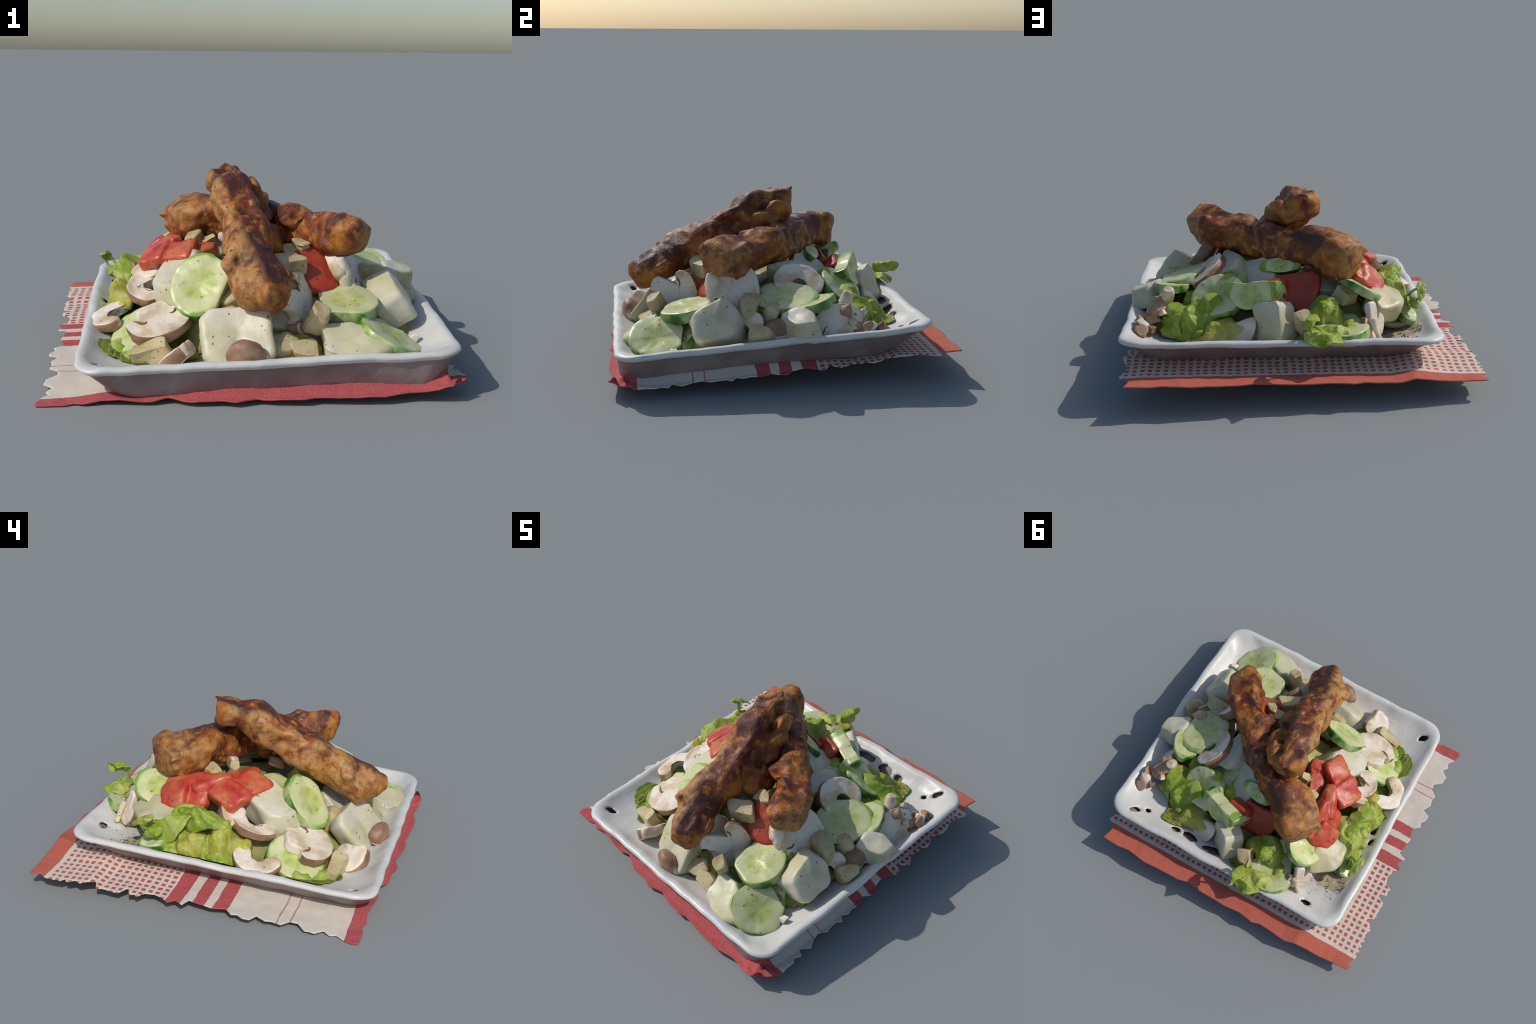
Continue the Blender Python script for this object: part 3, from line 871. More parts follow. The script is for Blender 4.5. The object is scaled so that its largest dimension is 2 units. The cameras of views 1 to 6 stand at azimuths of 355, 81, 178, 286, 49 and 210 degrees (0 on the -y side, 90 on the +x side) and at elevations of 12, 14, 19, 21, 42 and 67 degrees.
CHEESE = [
    ((-0.325, -0.255, 0.405), (-0.50, -0.25, 0.85), (0.47, 0.85, 0.23), (0.185, 0.125, 0.085), 4),
    ((-0.062, -0.695, 0.240), (-0.27, -0.78, 0.56), (0.96, -0.23, 0.15), (0.165, 0.140, 0.055), 4),
    ((0.460, -0.775, 0.222), (-0.06, -0.52, 0.84), (0.94, -0.33, -0.17), (0.170, 0.115, 0.045), 5),
    ((0.722, -0.378, 0.335), (0.78, -0.20, 0.58), (0.37, 0.93, -0.04), (0.150, 0.140, 0.078), 5),
    ((0.845, 0.067, 0.340), (0.21, -0.13, 0.97), (0.93, 0.33, -0.16), (0.122, 0.085, 0.060), 5),
    ((0.190, 0.215, 0.462), (0.42, 0.45, 0.78), (-0.9, 0.43, 0.08), (0.165, 0.125, 0.060), 4),
    ((0.116, 0.598, 0.346), (0.62, 0.70, 0.25), (-0.75, 0.66, 0.0), (0.115, 0.125, 0.070), 4),
    ((-0.525, 0.365, 0.350), (-0.40, 0.2, 0.9), (0.3, 0.95, -0.2), (0.185, 0.100, 0.050), 5),
    ((0.345, 0.09, 0.500), (0.35, 0.15, 0.92), (0, 1, 0), (0.13, 0.10, 0.05), 5),
    ((-0.21, 0.28, 0.420), (-0.3, 0.4, 0.85), (1, 0, 0), (0.13, 0.11, 0.05), 4),
    ((0.10, -0.52, 0.300), (0.1, -0.6, 0.8), (1, 0, 0), (0.14, 0.12, 0.05), 4),
    ((0.55, -0.05, 0.370), (0.6, -0.1, 0.8), (0, 1, 0), (0.13, 0.11, 0.05), 5),
]
for i, (c, n, x, d, k) in enumerate(CHEESE):
    me = chunk("white_cheese_chunk", c, n, x, d, 200 + i, k, 1, 0.8)
    me.materials.append(M["dressed"] if i in (7, 9) else M["cheese"])
    thing("white_cheese_chunk", me, place(sunk(c, n, d), n, x), "smooth creamy white chunk with dark pepper flecks", "cheese chunk")

# ------------------------------------------------------------------ croutons
CROUTONS = [
    ((-0.471, -0.665, 0.168), (-0.3, -0.27, 0.91), (0.95, -0.17, 0.26), (0.104, 0.052, 0.050)),
    ((0.306, -0.682, 0.330), (0.29, -0.41, 0.87), (0.95, 0.24, -0.2), (0.048, 0.050, 0.070)),
    ((0.235, -0.748, 0.178), (0.1, -0.5, 0.85), (1, 0, 0), (0.065, 0.05, 0.045)),
    ((0.150, -0.715, 0.195), (0.1, -0.5, 0.85), (1, 0.2, 0), (0.085, 0.06, 0.05)),
    ((0.665, -0.183, 0.400), (0.25, 0.1, 0.96), (0.09, 0.98, -0.1), (0.055, 0.088, 0.045)),
    ((0.72, -0.08, 0.385), (0.3, 0.1, 0.9), (0.3, 0.9, 0), (0.05, 0.06, 0.04)),
    ((0.843, -0.150, 0.282), (0.55, -0.3, 0.77), (0.37, 0.92, 0.13), (0.064, 0.048, 0.045)),
    ((0.273, -0.298, 0.580), (-0.02, -0.16, 0.99), (0.9, -0.4, 0.01), (0.052, 0.040, 0.038)),
    ((0.196, -0.412, 0.525), (0.1, -0.25, 0.96), (0.8, 0.5, 0.02), (0.085, 0.058, 0.042)),
    ((0.215, -0.27, 0.545), (0.1, -0.25, 0.96), (0.8, 0.5, 0.02), (0.055, 0.045, 0.04)),
    ((0.06, -0.33, 0.455), (-0.2, -0.3, 0.9), (0.8, 0.5, 0), (0.08, 0.06, 0.05)),
    ((-0.06, 0.655, 0.365), (0.1, 0.35, 0.93), (0.8, -0.4, 0), (0.068, 0.055, 0.050)),
    ((0.10, 0.445, 0.435), (0.3, 0.5, 0.8), (0.5, 0.9, 0), (0.065, 0.05, 0.04)),
    ((-0.17, 0.03, 0.545), (-0.3, -0.2, 0.9), (0.8, 0.5, 0), (0.055, 0.042, 0.038)),
    ((-0.25, 0.13, 0.535), (-0.3, -0.2, 0.9), (0.5, 0.9, 0), (0.05, 0.04, 0.035)),
    ((-0.10, -0.44, 0.36), (-0.1, -0.6, 0.8), (0.9, 0.4, 0), (0.06, 0.06, 0.05)),
    ((-0.30, 0.47, 0.435), (-0.3, 0.3, 0.9), (0.9, 0.4, 0), (0.065, 0.05, 0.045)),
    ((-0.10, -0.56, 0.285), (-0.3, -0.6, 0.7), (0.9, 0.4, 0), (0.06, 0.05, 0.045)),
]
for i, (c, n, x, d) in enumerate(CROUTONS):
    me = chunk("crouton", c, n, x, d, 300 + i, int(4 + i % 2), 2, 0.75)
    me.materials.append(M["crouton"])
    thing("crouton", me, place(sunk(c, n, d), n, x), "small golden toasted bread cube with brown flecks", "crouton")

# ------------------------------------------------------------------ mushrooms
def tube(pts, r, seg=8):
    p = [Vector(q) for q in pts]
    verts, faces = [], []
    for i, q in enumerate(p):
        t = (p[min(i + 1, len(p) - 1)] - p[max(i - 1, 0)]).normalized()
        s = t.cross(Vector((0, 0, 1))).normalized()
        u = s.cross(t)
        k = r * (0.35 + 0.65 * math.sin(math.pi * (i + 0.5) / len(p)))
        for j in range(seg):
            a = 2 * math.pi * j / seg
            verts.append(tuple(q + s * (k * math.cos(a)) + u * (k * math.sin(a))))
    for i in range(len(p) - 1):
        for j in range(seg):
            faces.append((i * seg + j, i * seg + (j + 1) % seg, (i + 1) * seg + (j + 1) % seg, (i + 1) * seg + j))
    faces.append(tuple(range(seg))[::-1])
    faces.append(tuple((len(p) - 1) * seg + j for j in range(seg)))
    return verts, faces

def mushroom(shape, c, n, x, d, seed, bulge=0.0):
    rng = np.random.default_rng(seed)
    ctrl = {"full": MUSHROOM_FULL, "broad": MUSHROOM_BROAD, "cap": MUSHROOM_CAP, "sliver": MUSHROOM_SLIVER}[shape]
    p = np.array(ctrl) + rng.normal(0, 0.025, (len(ctrl), 2))
    out = resample(chaikin(p, 3), 96)
    a, b, t = d
    mid = {"full": (0, 0.30), "broad": (0, 0.1), "cap": (0, 0.42), "sliver": (0, 0.1)}[shape]
    prof = SLICE
    if bulge:
        prof = [(s, h - bulge * s * s * (1 if h < 0 else 0), q) for s, h, q in SLICE]
    me, part = slab("mushroom_slice", out, a, b, t, prof, [], [(10, 0.009), (28, 0.004)], rng, mid=mid, hollow=0.08)
    # skin only on the outer edge of the cap
    cs = coords(me)
    fp = []
    lim = {"full": -0.30, "broad": -0.40, "cap": -0.80, "sliver": -0.70}[shape] * b
    for pi, pl in enumerate(me.polygons):
        v = cs[list(pl.vertices)].mean(0)
        edge = part[pi] == 1 and v[1] > lim
        if shape in ("full", "broad"):
            edge = edge and (abs(v[0]) > 0.66 * a or v[1] > 0.1 * b)
        if shape == "cap":
            edge = edge and (abs(v[0]) > 0.62 * a or v[1] > 0.1 * b)
        fp.append(1 if edge else 0)
    top = split_parts("mushroom_slice", me, np.array(fp), ["flesh", "cap_skin"], [M["mush"], M["skin"]], place(c, n, x),
                      "creamy mushroom slice with brown cap edge", "mushroom slice")
    if shape != "sliver":
        gv, gf = [], []
        arcs = ([[(0.82, -0.26), (0.66, -0.24), (0.56, -0.05), (0.44, 0.05), (0.36, -0.02)], [(-0.82, -0.26), (-0.66, -0.24), (-0.56, -0.05), (-0.44, 0.05), (-0.36, -0.02)]]
                if shape == "full" else [[(0.70, -0.40), (0.60, -0.22), (0.52, -0.08), (0.42, -0.02), (0.36, -0.10)], [(-0.70, -0.40), (-0.60, -0.22), (-0.52, -0.08), (-0.42, -0.02), (-0.36, -0.10)]]
                if shape == "broad" else [[(0.55, -0.82), (0.44, -0.5), (0.34, -0.2), (0.15, -0.02), (-0.1, 0.0), (-0.3, -0.2), (-0.4, -0.55), (-0.55, -0.8)]])
        for arc in arcs:
            q = resample_open(arc, 14)
            for zz in (t * 0.8,):
                v, f = tube([(px * a, py * b, zz) for px, py in q], min(a, b) * 0.055)
                o = len(gv)
                gv += v
                gf += [tuple(i + o for i in ff) for ff in f]
        g = new_mesh("gills", gv, gf, [M["gills"]])
        link(bpy.data.objects.new("gills", g), top)

def resample_open(pts, n):
    p = np.asarray(pts, float)
    s = np.concatenate([[0], np.cumsum(np.hypot(*np.diff(p, axis=0).T))])
    t = np.linspace(0, s[-1], n)
    return np.stack([np.interp(t, s, p[:, 0]), np.interp(t, s, p[:, 1])], 1)

MUSHROOMS = [
    ("cap", (-0.685, -0.262, 0.222), (-0.28, -0.12, 0.95), (0.18, 0.97, 0.1), (0.135, 0.095, 0.022)),
    ("broad", (-0.425, -0.492, 0.262), (-0.16, -0.34, 0.92), (-0.93, -0.36, -0.16), (0.165, 0.140, 0.028)),
    ("sliver", (-0.34, -0.721, 0.165), (-0.62, 0.28, 0.72), (0.35, 0.92, -0.1), (0.095, 0.098, 0.032)),
    ("full", (0.22, -0.575, 0.362), (0.84, -0.46, 0.25), (0.0, -0.465, -0.83), (0.155, 0.160, 0.030)),
    ("broad", (0.515, -0.268, 0.455), (0.78, -0.30, 0.55), (0.22, -0.51, -0.585), (0.165, 0.165, 0.032)),
    ("cap", (0.72, -0.232, 0.318), (0.72, -0.45, 0.45), (0.5, 0.85, 0.2), (0.125, 0.085, 0.024)),
    ("cap", (0.470, 0.122, 0.478), (0.60, -0.02, 0.78), (0.25, 0.95, 0.0), (0.148, 0.112, 0.040)),
    ("broad", (0.785, 0.29, 0.310), (0.80, -0.25, 0.52), (0.16, 0.93, 0.25), (0.145, 0.12, 0.032)),
    ("cap", (-0.510, -0.190, 0.345), (-0.02, -0.32, 0.94), (-0.10, 0.97, 0.2), (0.130, 0.085, 0.024)),
    ("full", (-0.425, 0.585, 0.315), (-0.70, 0.62, 0.25), (0.62, 0.75, 0.2), (0.085, 0.11, 0.018)),
    ("sliver", (-0.500, -0.06, 0.405), (-0.30, -0.55, 0.75), (0.7, -0.2, 0), (0.085, 0.08, 0.03)),
    ("sliver", (0.30, 0.60, 0.28), (0.3, 0.6, 0.7), (1, 0, 0), (0.10, 0.09, 0.024)),
]
for i, (s, c, n, x, d) in enumerate(MUSHROOMS):
    mushroom(s, sunk(c, n, d), n, x, d, 400 + i)

def cap_piece(c, r, n, x, seed):
    rng = np.random.default_rng(seed)
    v, f = ellipsoid((0, 0, 0), r, seg=36)
    v = [(p[0], p[1], p[2] if p[2] > -r[2] * 0.25 else -r[2] * 0.25 + (p[2] + r[2] * 0.25) * 0.15) for p in v]
    me = new_mesh("mushroom_cap", v, f, [])
    push_noise(me, [(10, 0.016), (25, 0.006)], rng.uniform(-30, 30, 3))
    cs = coords(me)
    fp = np.array([1 if cs[list(p.vertices)].mean(0)[2] > -r[2] * 0.1 and cs[list(p.vertices)].mean(0)[0] < r[0] * 0.85 else 0 for p in me.polygons])
    split_parts("mushroom_cap", me, fp, ["flesh", "cap_skin"], [M["mush"], M["skin"]], place(c, n, x), "domed brown mushroom cap piece", "mushroom")

cap_piece((-0.03, -0.822, 0.185), (0.098, 0.052, 0.085), (0.0, -0.35, 0.94), (1, -0.04, 0.04), 1)
cap_piece((0.775, -0.043, 0.275), (0.075, 0.115, 0.080), (0.45, -0.03, 0.9), (0.9, 0.1, -0.4), 2)

# ------------------------------------------------------------------ mushroom stems and nut crumbs
def blob(name, pieces, mat, label, category, layers=((9, 0.012), (24, 0.005)), voxel=0.007, smooth=2, seed=0, stuff=False):
    c = np.mean([np.mean(np.array(v), 0) for v, f in pieces], 0)
    me = fuse(name, pieces, mat, voxel, list(layers), smooth, off=(seed * 3.1, seed * 1.7, 5), origin=c, billow=((7, 0.016),) if name == "tomato_wedge" else (), facets=0.03 if name == "tomato_wedge" else 0)
    ob = thing(name, me, Matrix.Translation(Vector(c)), label, category)
    if stuff:
        ob["kind"] = "stuff"
    return ob

blob("mushroom_stem", [loft_tube([(0.70, 0.37, 0.475, 0.03, 0.03), (0.70, 0.355, 0.44, 0.038, 0.036), (0.72, 0.33, 0.38, 0.03, 0.03), (0.76, 0.30, 0.32, 0.02, 0.02)], 30, 16, 2.0)],
     M["mush"], "pale split mushroom stem", "mushroom stem", seed=3, smooth=3)
blob("mushroom_stem", [loft_tube([(0.455, -0.375, 0.545, 0.03, 0.03), (0.47, -0.375, 0.50, 0.038, 0.036), (0.485, -0.385, 0.43, 0.034, 0.034), (0.50, -0.38, 0.37, 0.025, 0.025)], 30, 16, 2.0)],
     M["mush"], "pale mushroom stem hanging below the meat", "mushroom stem", seed=4, smooth=3)
blob("mushroom_stem", [loft_tube([(-0.46, 0.655, 0.225, 0.014, 0.014), (-0.45, 0.65, 0.26, 0.016, 0.016), (-0.43, 0.635, 0.31, 0.018, 0.018), (-0.42, 0.62, 0.345, 0.022, 0.02)], 24, 12, 2.0)],
     M["mush"], "thin pale mushroom stem standing up", "mushroom stem", seed=5, smooth=2, voxel=0.006)

def bits(name, centre, spread, count, size, mats, label, category, seed, surf=None, elong=1.6):
    rng = np.random.default_rng(seed)
    verts, faces, fm = [], [], []
    for i in range(count):
        p = np.array(centre) + rng.normal(0, 1, 3) * np.array(spread)
        if surf and min(p[0] - TX0, TX1 - p[0], TY1 - p[1]) < 0.075:
            continue
        if surf:
            p[2] = surf(p[0], p[1]) + size * 0.3
        s = size * rng.uniform(0.5, 1.3)
        m = place(p, rng.normal(0, 1, 3) + np.array([0, 0, 1.5]), rng.normal(0, 1, 3))
        pts = []
        for k in range(8):
            q = Vector(((1 if k & 1 else -1) * s * elong * rng.uniform(0.5, 1), (1 if k & 2 else -1) * s * rng.uniform(0.5, 1), (1 if k & 4 else -1) * s * 0.7 * rng.uniform(0.5, 1)))
            pts.append(tuple(m @ q))
        o = len(verts)
        verts += pts
        fs = [(0, 2, 3, 1), (4, 5, 7, 6), (0, 1, 5, 4), (2, 6, 7, 3), (0, 4, 6, 2), (1, 3, 7, 5)]
        faces += [tuple(q + o for q in f) for f in fs]
        fm += [i % len(mats)] * 6
    me = new_mesh(name, verts, faces, mats, fm)
    me.polygons.foreach_set("use_smooth", np.zeros(len(me.polygons), dtype=bool))
    ob = thing(name, me, Matrix(), label, category)
    ob["kind"] = "stuff"

CRUMBS = [((0.80, 0.42, 0.315), 0.045, "crumb"), ((0.835, 0.47, 0.300), 0.040, "mush"), ((0.865, 0.44, 0.315), 0.032, "crumb"), ((0.79, 0.50, 0.285), 0.036, "skin"),
          ((0.845, 0.54, 0.290), 0.036, "crumb"), ((0.82, 0.36, 0.330), 0.034, "mush"), ((0.755, 0.385, 0.365), 0.034, "crumb"), ((0.735, 0.425, 0.350), 0.032, "mush"),
          ((0.77, 0.345, 0.385), 0.030, "crumb"), ((0.875, 0.51, 0.315), 0.026, "skin"), 
          ((0.05, -0.17, 0.535), 0.045, "skin"), ((-0.08, 0.06, 0.545), 0.040, "mush"), ((0.66, -0.55, 0.20), 0.04, "skin"), ((0.77, -0.62, 0.19), 0.035, "mush")]
rngc = np.random.default_rng(77)
for i, (c, r, m) in enumerate(CRUMBS):
    n, x = rngc.normal(0, 1, 3) + np.array([0.6, 0, 1.2]), rngc.normal(0, 1, 3)
    me = chunk("mushroom_crumb", c, n, x, (r * rngc.uniform(0.9, 1.3), r * rngc.uniform(0.6, 0.9), r * 0.5), 900 + i, 5, 2, 0.6)
    me.materials.append(M[m])
    thing("mushroom_crumb", me, place(c, n, x), "small torn brown mushroom crumb", "mushroom crumb")

# ------------------------------------------------------------------ tomato
TOM = ((4, 0.020), (9, 0.010))
blob("tomato_wedge", [block((-0.405, 0.225, 0.450), (0.135, 0.105, 0.045), (-0.72, 0.12, 0.62), (0, 1, -0.25)), block((-0.435, 0.285, 0.425), (0.085, 0.085, 0.06), (-0.6, 0.4, 0.6), (0, 1, -0.2)),
                      loft_tube([(-0.335, -0.01, 0.545, 0.030, 0.03), (-0.345, 0.03, 0.545, 0.045, 0.04), (-0.375, 0.10, 0.515, 0.055, 0.04), (-0.40, 0.18, 0.47, 0.06, 0.05)], 30, 24, 3.0)],
     M["tomato"], "glossy red tomato wedge with pepper flecks", "tomato wedge", layers=TOM, seed=11)
blob("tomato_wedge", [block((-0.440, -0.025, 0.485), (0.105, 0.080, 0.040), (-0.45, -0.1, 0.85), (0.45, 0.85, 0)), block((-0.345, -0.10, 0.505), (0.12, 0.080, 0.035), (-0.35, -0.25, 0.88), (0.8, -0.5, 0))],
     M["tomato"], "soft red tomato piece with folded flesh", "tomato wedge", layers=TOM, seed=12)
blob("tomato_wedge", [block((-0.25, -0.11, 0.500), (0.10, 0.045, 0.035), (-0.2, -0.3, 0.9), (0.9, 0.4, 0)), block((-0.225, 0.0, 0.500), (0.05, 0.13, 0.035), (-0.3, 0, 0.9), (1, 0.4, 0))],
     M["tomato"], "red tomato slice lying on the salad", "tomato wedge", layers=TOM, seed=13)
blob("tomato_wedge", [block((-0.03, 0.385, 0.415), (0.125, 0.125, 0.060), (0.05, 0.82, 0.55), (1, 0, 0))],
     M["tomato_dark"], "deep red shiny tomato wedge", "tomato wedge", layers=TOM, seed=14)
blob("tomato_wedge", [block((0.315, -0.330, 0.455), (0.105, 0.130, 0.055), (0.30, -0.72, 0.55), (0.9, 0.35, 0))],
     M["tomato_dark"], "deep red tomato wedge below the meat", "tomato wedge", layers=TOM, seed=15)
blob("tomato_wedge", [block((0.11, 0.42, 0.455), (0.08, 0.06, 0.05), (0.2, 0.7, 0.6))], M["tomato_dark"], "small dark red tomato piece", "tomato wedge", layers=TOM, seed=16)

# ------------------------------------------------------------------ lettuce
def lettuce(c, n, x, d, seed, mat, ruffle=0.22, dome=1.35, folds=0.55, thick=0.006, lobes=5, name="lettuce_leaf", hang=False):
    """A domed, folded leaf: rings from the middle to a lobed edge, both faces built."""
    rng = np.random.default_rng(seed)
    nr, nt = 22, 110
    a, b, t = d
    o = rng.uniform(-50, 50, 3)
    ph = rng.uniform(0, 6.3, 4)
    grid = []
    for i in range(nr + 1):
        rho = i / nr
        for j in range(nt):
            th = 2 * math.pi * j / nt
            edge = 1 + 0.08 * math.sin(3 * th + ph[0]) + 0.09 * math.sin(2 * th + ph[1]) + 0.045 * math.sin(lobes * th + ph[2]) + 0.05 * noise.noise(Vector((3 * math.cos(th) + o[0], 3 * math.sin(th), o[1])))
            u, v = rho * edge * math.cos(th), rho * edge * math.sin(th)
            z = 0.75 - dome * rho * rho
            z += folds * noise.noise(Vector((u * 1.1 + o[0], v * 1.1 + o[1], o[2]))) * 1.8
            z += folds * (0.5 - abs(noise.noise(Vector((u * 1.7 + o[1], v * 0.9 + o[0], o[2]))) * 2.2))        # creases
            z += 0.32 * folds * (abs(noise.noise(Vector((u * 3.0 + o[2], v * 3.0 + o[1], o[0])))) - 0.2) + 0.14 * folds * noise.noise(Vector((u * 9, v * 9, o[0])))
            z += ruffle * rho ** 3 * (math.sin(3 * th + ph[3]) + 0.5 * math.sin(5 * th + ph[1]))
            grid.append(Vector((u * a, v * b, z * t)))
    me0 = bpy.data.meshes.new("leaf_sheet")
    faces = []
    for i in range(nr):
        for j in range(nt):
            k = (j + 1) % nt
            if i == 0:
                faces.append((0, nt + j, nt + k))
            else:
                faces.append((i * nt + j, (i + 1) * nt + j, (i + 1) * nt + k, i * nt + k))
    me0.from_pydata([tuple(p) for p in grid], [], faces)
    me0.update()
    nn = vertex_normals(me0)
    g = np.array([tuple(p) for p in grid])
    g[:nt] = g[0]
    nn[:nt] = nn[0]
    verts = np.vstack([g + nn * thick / 2, g - nn * thick / 2])
    N = len(g)
    fs = faces + [tuple(N + q for q in f[::-1]) for f in faces]
    r = nr * nt
    for j in range(nt):
        k = (j + 1) % nt
        fs.append((r + j, N + r + j, N + r + k, r + k))
    me = new_mesh(name, verts, fs, [mat])
    bm = bmesh.new()
    bm.from_mesh(me)
    loose = [v for v in bm.verts if not v.link_faces]
    bmesh.ops.delete(bm, geom=loose, context="VERTS")
    bm.to_mesh(me)
    bm.free()
    bpy.data.meshes.remove(me0)
    mw = place(c, n, x)
    inv = mw.inverted()
    if not hang:        # keep the leaf inside the tray
        for v in me.vertices:
            p = mw @ v.co
            p.x = min(max(p.x, TX0 + 0.045), TX1 - 0.045)
            p.y = min(max(p.y, TY0 + 0.045), TY1 - 0.045)
            p.z = max(p.z, tray_floor(p.x, p.y) + 0.012)
            v.co = inv @ p
        me.update()
    lab = {"green": "crinkled bright green lettuce leaf", "lime": "pale lime green lettuce leaf piece", "yellow": "yellowish crisp lettuce leaf piece"}
    key = "green" if mat == M["green"] else "lime" if mat == M["lime"] else "yellow"
    return thing(name, me, place(c, n, x), lab[key], "lettuce leaf")

G, LI, Y = M["green"], M["lime"], M["yellow"]
LEAVES = [  # centre, normal, long axis, (half length, half width, height), material, ruffle
    ((-0.650, -0.515, 0.135), (-0.55, -0.25, 0.8), (0.3, 0.9, 0), (0.14, 0.08, 0.03), G, 0.4),
    ((-0.56, -0.63, 0.110), (-0.4, -0.4, 0.8), (0.6, -0.6, 0), (0.12, 0.07, 0.03), G, 0.4),
    ((0.585, 0.470, 0.330), (0.30, 0.62, 0.72), (0.95, -0.1, -0.3), (0.220, 0.165, 0.080), G, 0.15),
    ((0.70, 0.45, 0.285), (0.75, 0.3, 0.5), (0, 0.9, 0), (0.11, 0.09, 0.06), G, 0.2),
    ((0.50, 0.53, 0.270), (0.1, 0.6, 0.7), (1, 0, 0), (0.15, 0.07, 0.05), G, 0.3),
    ((0.420, 0.605, 0.280), (0.05, 0.50, 0.85), (0.94, 0.2, 0.1), (0.215, 0.105, 0.060), Y, 0.25),
    ((-0.175, 0.575, 0.375), (-0.10, 0.45, 0.88), (0.92, 0.33, 0.1), (0.150, 0.125, 0.075), LI, 0.2),
    ((-0.165, 0.775, 0.340), (-0.05, 0.20, 0.97), (0.95, 0.15, 0.1), (0.125, 0.085, 0.030), LI, 0.15),
    ((-0.070, 0.800, 0.415), (0.75, -0.10, 0.55), (0.2, 0.9, 0.2), (0.080, 0.045, 0.02), LI, 0.3),
    ((-0.615, 0.080, 0.410), (-0.62, 0.05, 0.75), (0.15, 0.95, 0.15), (0.165, 0.070, 0.050), G, 0.3),
    ((-0.605, 0.240, 0.380), (-0.40, 0.35, 0.85), (-0.35, 0.9, -0.15), (0.170, 0.095, 0.050), G, 0.3),
    ((-0.705, 0.335, 0.330), (-0.85, 0.2, 0.4), (0.1, 0.8, -0.3), (0.060, 0.040, 0.02), G, 0.4),
    ((-0.740, 0.370, 0.405), (-0.6, 0.4, 0.6), (0.3, 0.7, -0.5), (0.070, 0.028, 0.016), G, 0.3),
    ((-0.625, -0.055, 0.305), (-0.45, 0.0, 0.88), (0.1, 0.99, 0.0), (0.145, 0.105, 0.085), Y, 0.2),
    ((-0.660, 0.140, 0.245), (-0.80, 0.1, 0.55), (0, 1, 0), (0.140, 0.100, 0.060), Y, 0.3),
    ((-0.680, 0.255, 0.215), (-0.80, 0.2, 0.5), (0, 1, 0), (0.080, 0.070, 0.035), LI, 0.3),
    ((-0.680, -0.050, 0.195), (-0.75, 0.1, 0.6), (0, 1, 0.1), (0.110, 0.080, 0.040), G, 0.3),
    ((-0.640, 0.020, 0.240), (-0.7, 0.1, 0.6), (0, 1, 0.1), (0.140, 0.100, 0.060), LI, 0.3),
    ((0.395, 0.300, 0.475), (0.55, 0.45, 0.60), (-0.3, 0.5, 0.75), (0.085, 0.048, 0.03), LI, 0.2),
    ((0.290, 0.330, 0.420), (0.5, 0.5, 0.7), (0.5, -0.8, 0), (0.12, 0.09, 0.05), LI, 0.2),
    ((-0.380, 0.580, 0.270), (-0.3, 0.5, 0.8), (1, 0, 0), (0.10, 0.08, 0.04), LI, 0.2),
    ((-0.05, 0.685, 0.260), (0.2, 0.6, 0.75), (1, 0, 0), (0.11, 0.08, 0.04), LI, 0.3),
    ((-0.40, -0.64, 0.115), (-0.2, -0.5, 0.8), (1, 0, 0), (0.15, 0.09, 0.04), G, 0.3),
    ((-0.61, -0.34, 0.150), (-0.5, -0.2, 0.8), (0, 1, 0), (0.12, 0.09, 0.03), G, 0.3),
    ((0.16, -0.70, 0.205), (0, -0.5, 0.8), (1, 0, 0), (0.17, 0.09, 0.04), Y, 0.2),
    ((0.57, 0.29, 0.355), (0.5, 0.3, 0.8), (0, 1, 0), (0.13, 0.11, 0.05), LI, 0.2),
]
for i, (c, n, x, d, m, rf) in enumerate(LEAVES):
    lettuce(sunk(c, n, d, 0.2), n, x, d, 500 + i, m, ruffle=rf, hang=c[1] > 0.7 or c[2] > 0.385)

for path in ([(-0.655, 0.300, 0.335), (-0.690, 0.315, 0.375), (-0.715, 0.345, 0.405), (-0.745, 0.375, 0.412)], [(-0.690, 0.330, 0.325), (-0.735, 0.365, 0.350), (-0.752, 0.390, 0.400)],
             [(-0.13, 0.775, 0.355), (-0.095, 0.790, 0.385), (-0.07, 0.790, 0.405)]):
    v, f = tube([tuple(np.array(path[0]) * 0 + np.array(q)) for q in spline([(*q, 0.01, 0.01) for q in path], 14)[:, :3]], 0.0075)
    thing("lettuce_stalk", new_mesh("lettuce_stalk", v, f, [G]), Matrix(), "thin curled green lettuce stalk", "lettuce")

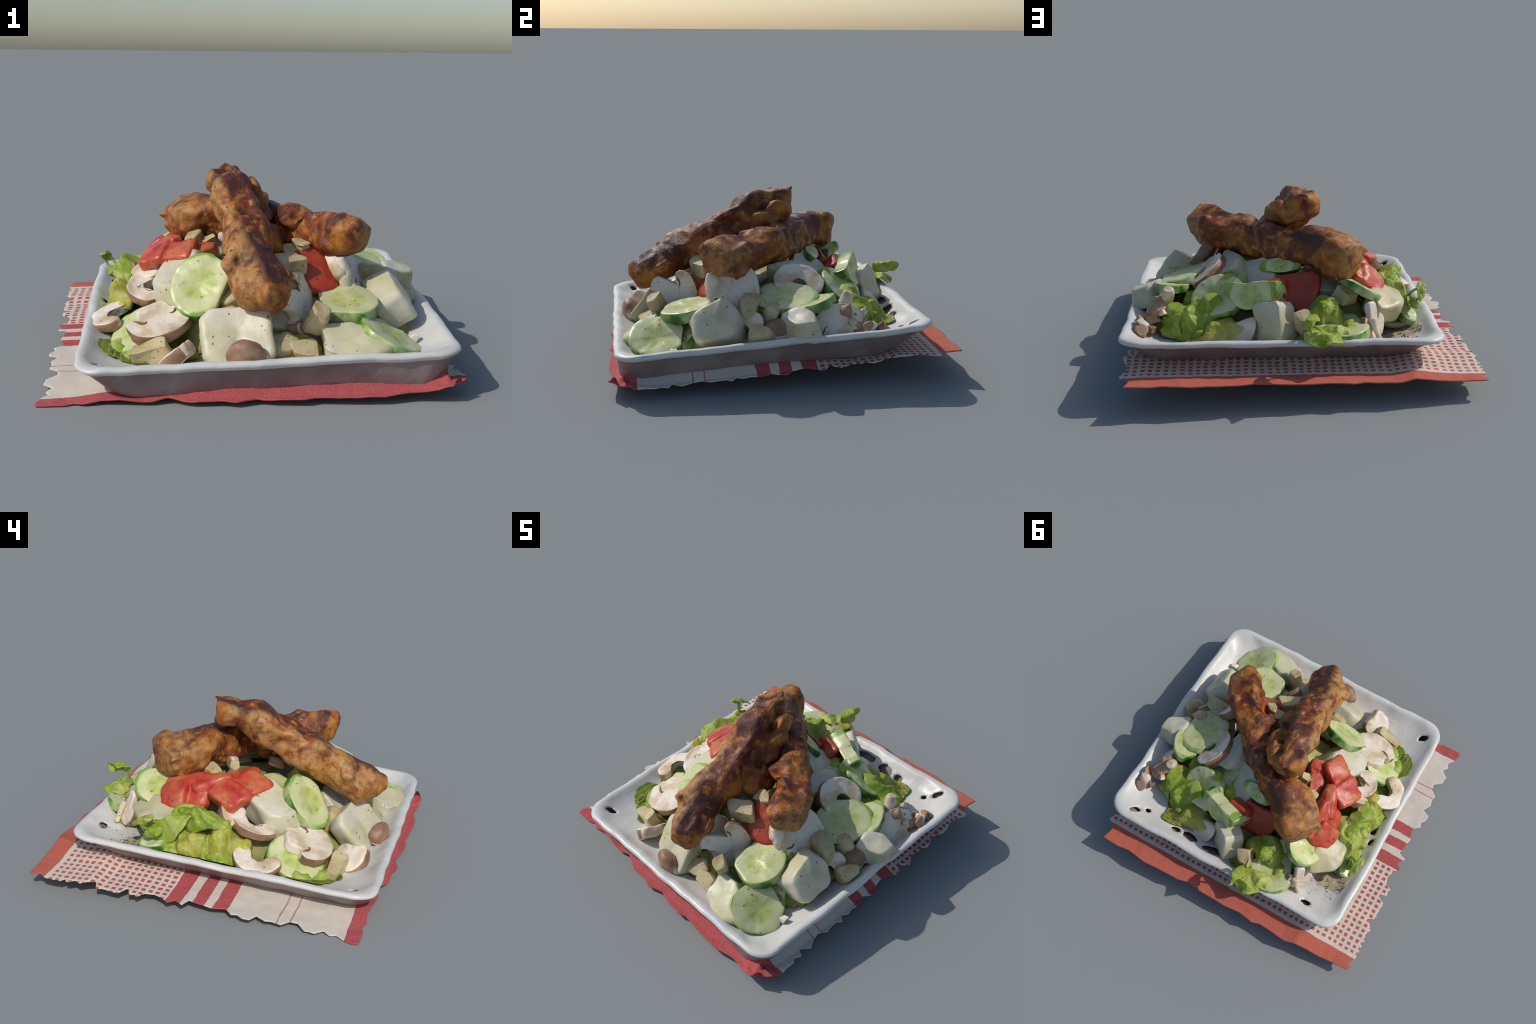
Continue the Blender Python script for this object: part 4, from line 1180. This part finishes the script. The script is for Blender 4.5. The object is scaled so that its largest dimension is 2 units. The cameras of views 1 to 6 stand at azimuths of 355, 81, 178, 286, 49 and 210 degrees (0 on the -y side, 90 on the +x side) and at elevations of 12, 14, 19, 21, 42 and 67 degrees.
# ------------------------------------------------------------------ bed of dressed salad below the pieces
def build_bed():
    pts = []
    for tab, drop in ((CUCUMBERS, 0.045), (CHEESE, 0.06), (CROUTONS, 0.055), (LEAVES, 0.05)):
        for row in tab:
            c, n = np.array(row[0]), np.array(row[1], float)
            q = c - n / np.linalg.norm(n) * drop
            pts.append((q[0], q[1], q[2] - 0.01))
    for _, c, n, x, d in MUSHROOMS:
        q = np.array(c) - np.array(n, float) / np.linalg.norm(n) * 0.05
        pts.append((q[0], q[1], q[2] - 0.01))
    pts += [(x, y, z - 0.15) for x, y, z, *_ in STRIP_LOW[2:-1]]
    pts += [(0.0, -0.1, 0.48), (-0.1, 0.05, 0.50), (0.1, 0.05, 0.50), (0.15, -0.25, 0.46), (0.0, -0.3, 0.42)]
    P = np.array(pts)
    n = 110
    verts, keep = [], {}
    gx, gy = np.linspace(TX0 + 0.04, TX1 - 0.04, n), np.linspace(TY0 + 0.04, TY1 - 0.04, n)
    for j, y in enumerate(gy):
        for i, x in enumerate(gx):
            w = np.exp(-((P[:, 0] - x) ** 2 + (P[:, 1] - y) ** 2) / (2 * 0.075 ** 2))
            fl = tray_floor(x, y)
            wf = 0.10
            z = (w @ P[:, 2] + wf * (fl - 0.03)) / (w.sum() + wf) - 0.025
            if x < -0.45 and y > 0.42:
                z -= 0.2
            z += 0.022 * noise.noise(Vector((x * 9, y * 9, 3))) + 0.010 * noise.noise(Vector((x * 22, y * 22, 6)))
            d = min(x - TX0, TX1 - x, y - TY0, TY1 - y)
            lim = fl + 0.9 * max(0.0, d - 0.10) - 0.02
            z = min(z, lim)
            if d < 0.15:
                z = min(z, fl - 0.012)
            verts.append((x, y, z))
    faces = [(j * n + i, j * n + i + 1, (j + 1) * n + i + 1, (j + 1) * n + i) for j in range(n - 1) for i in range(n - 1)]
    # drop cells that lie under the tray's own surface
    out = []
    for f in faces:
        c = np.mean([verts[q] for q in f], 0)
        if c[2] > tray_floor(c[0], c[1]) + 0.014:
            out.append(f)
    used = sorted({q for f in out for q in f})
    ix = {q: i for i, q in enumerate(used)}
    top = [verts[q] for q in used]
    fs = [tuple(ix[q] for q in f) for f in out]
    me = new_mesh("salad_bed", top, fs, [M["bed"]])
    ob = thing("salad_bed", me, Matrix(), "lumpy dressed salad mix filling the tray", "salad")
    ob["kind"] = "stuff"
    so = ob.modifiers.new("body", "SOLIDIFY")
    so.thickness, so.offset = 0.03, -1

build_bed()

# ------------------------------------------------------------------ dressing puddle and pepper on the bare corner of the tray
def build_puddle():
    rng = np.random.default_rng(5)
    t = np.linspace(0, 2 * math.pi, 70, endpoint=False)
    rings = []
    ns = 12
    for i in range(ns + 1):
        s = i / ns
        for a in t:
            e = 1 + 0.22 * math.sin(2 * a + 0.6) + 0.12 * math.sin(3 * a + 2) + 0.06 * math.sin(7 * a)
            x = -0.590 + s * e * 0.115 * math.cos(a) + 0.03 * s * math.sin(a)
            y = 0.490 + s * e * 0.160 * math.sin(a)
            rings.append((x, y, tray_floor(x, y) + 0.010 * (1 - s ** 2) - 0.004 + 0.006 * noise.noise(Vector((x * 12, y * 12, 4)))))
    n = len(t)
    faces = [(i * n + j, (i + 1) * n + j, (i + 1) * n + (j + 1) % n, i * n + (j + 1) % n) for i in range(ns) for j in range(n)]
    me = new_mesh("dressing_puddle", rings, faces, [M["dressing"]])
    ob = thing("dressing_puddle", me, Matrix(), "beige dressing puddle with dark pepper flecks", "salad dressing")
    so = ob.modifiers.new("body", "SOLIDIFY")
    so.thickness, so.offset = 0.006, -1

build_puddle()
bits("pepper_flecks", (-0.60, 0.56, 0.2), (0.06, 0.08, 0), 90, 0.0030, [M["herb"]], "scattered dark pepper and herb flecks", "pepper", 8, surf=lambda x, y: tray_floor(x, y) + 0.005)
bpy.context.view_layer.update()
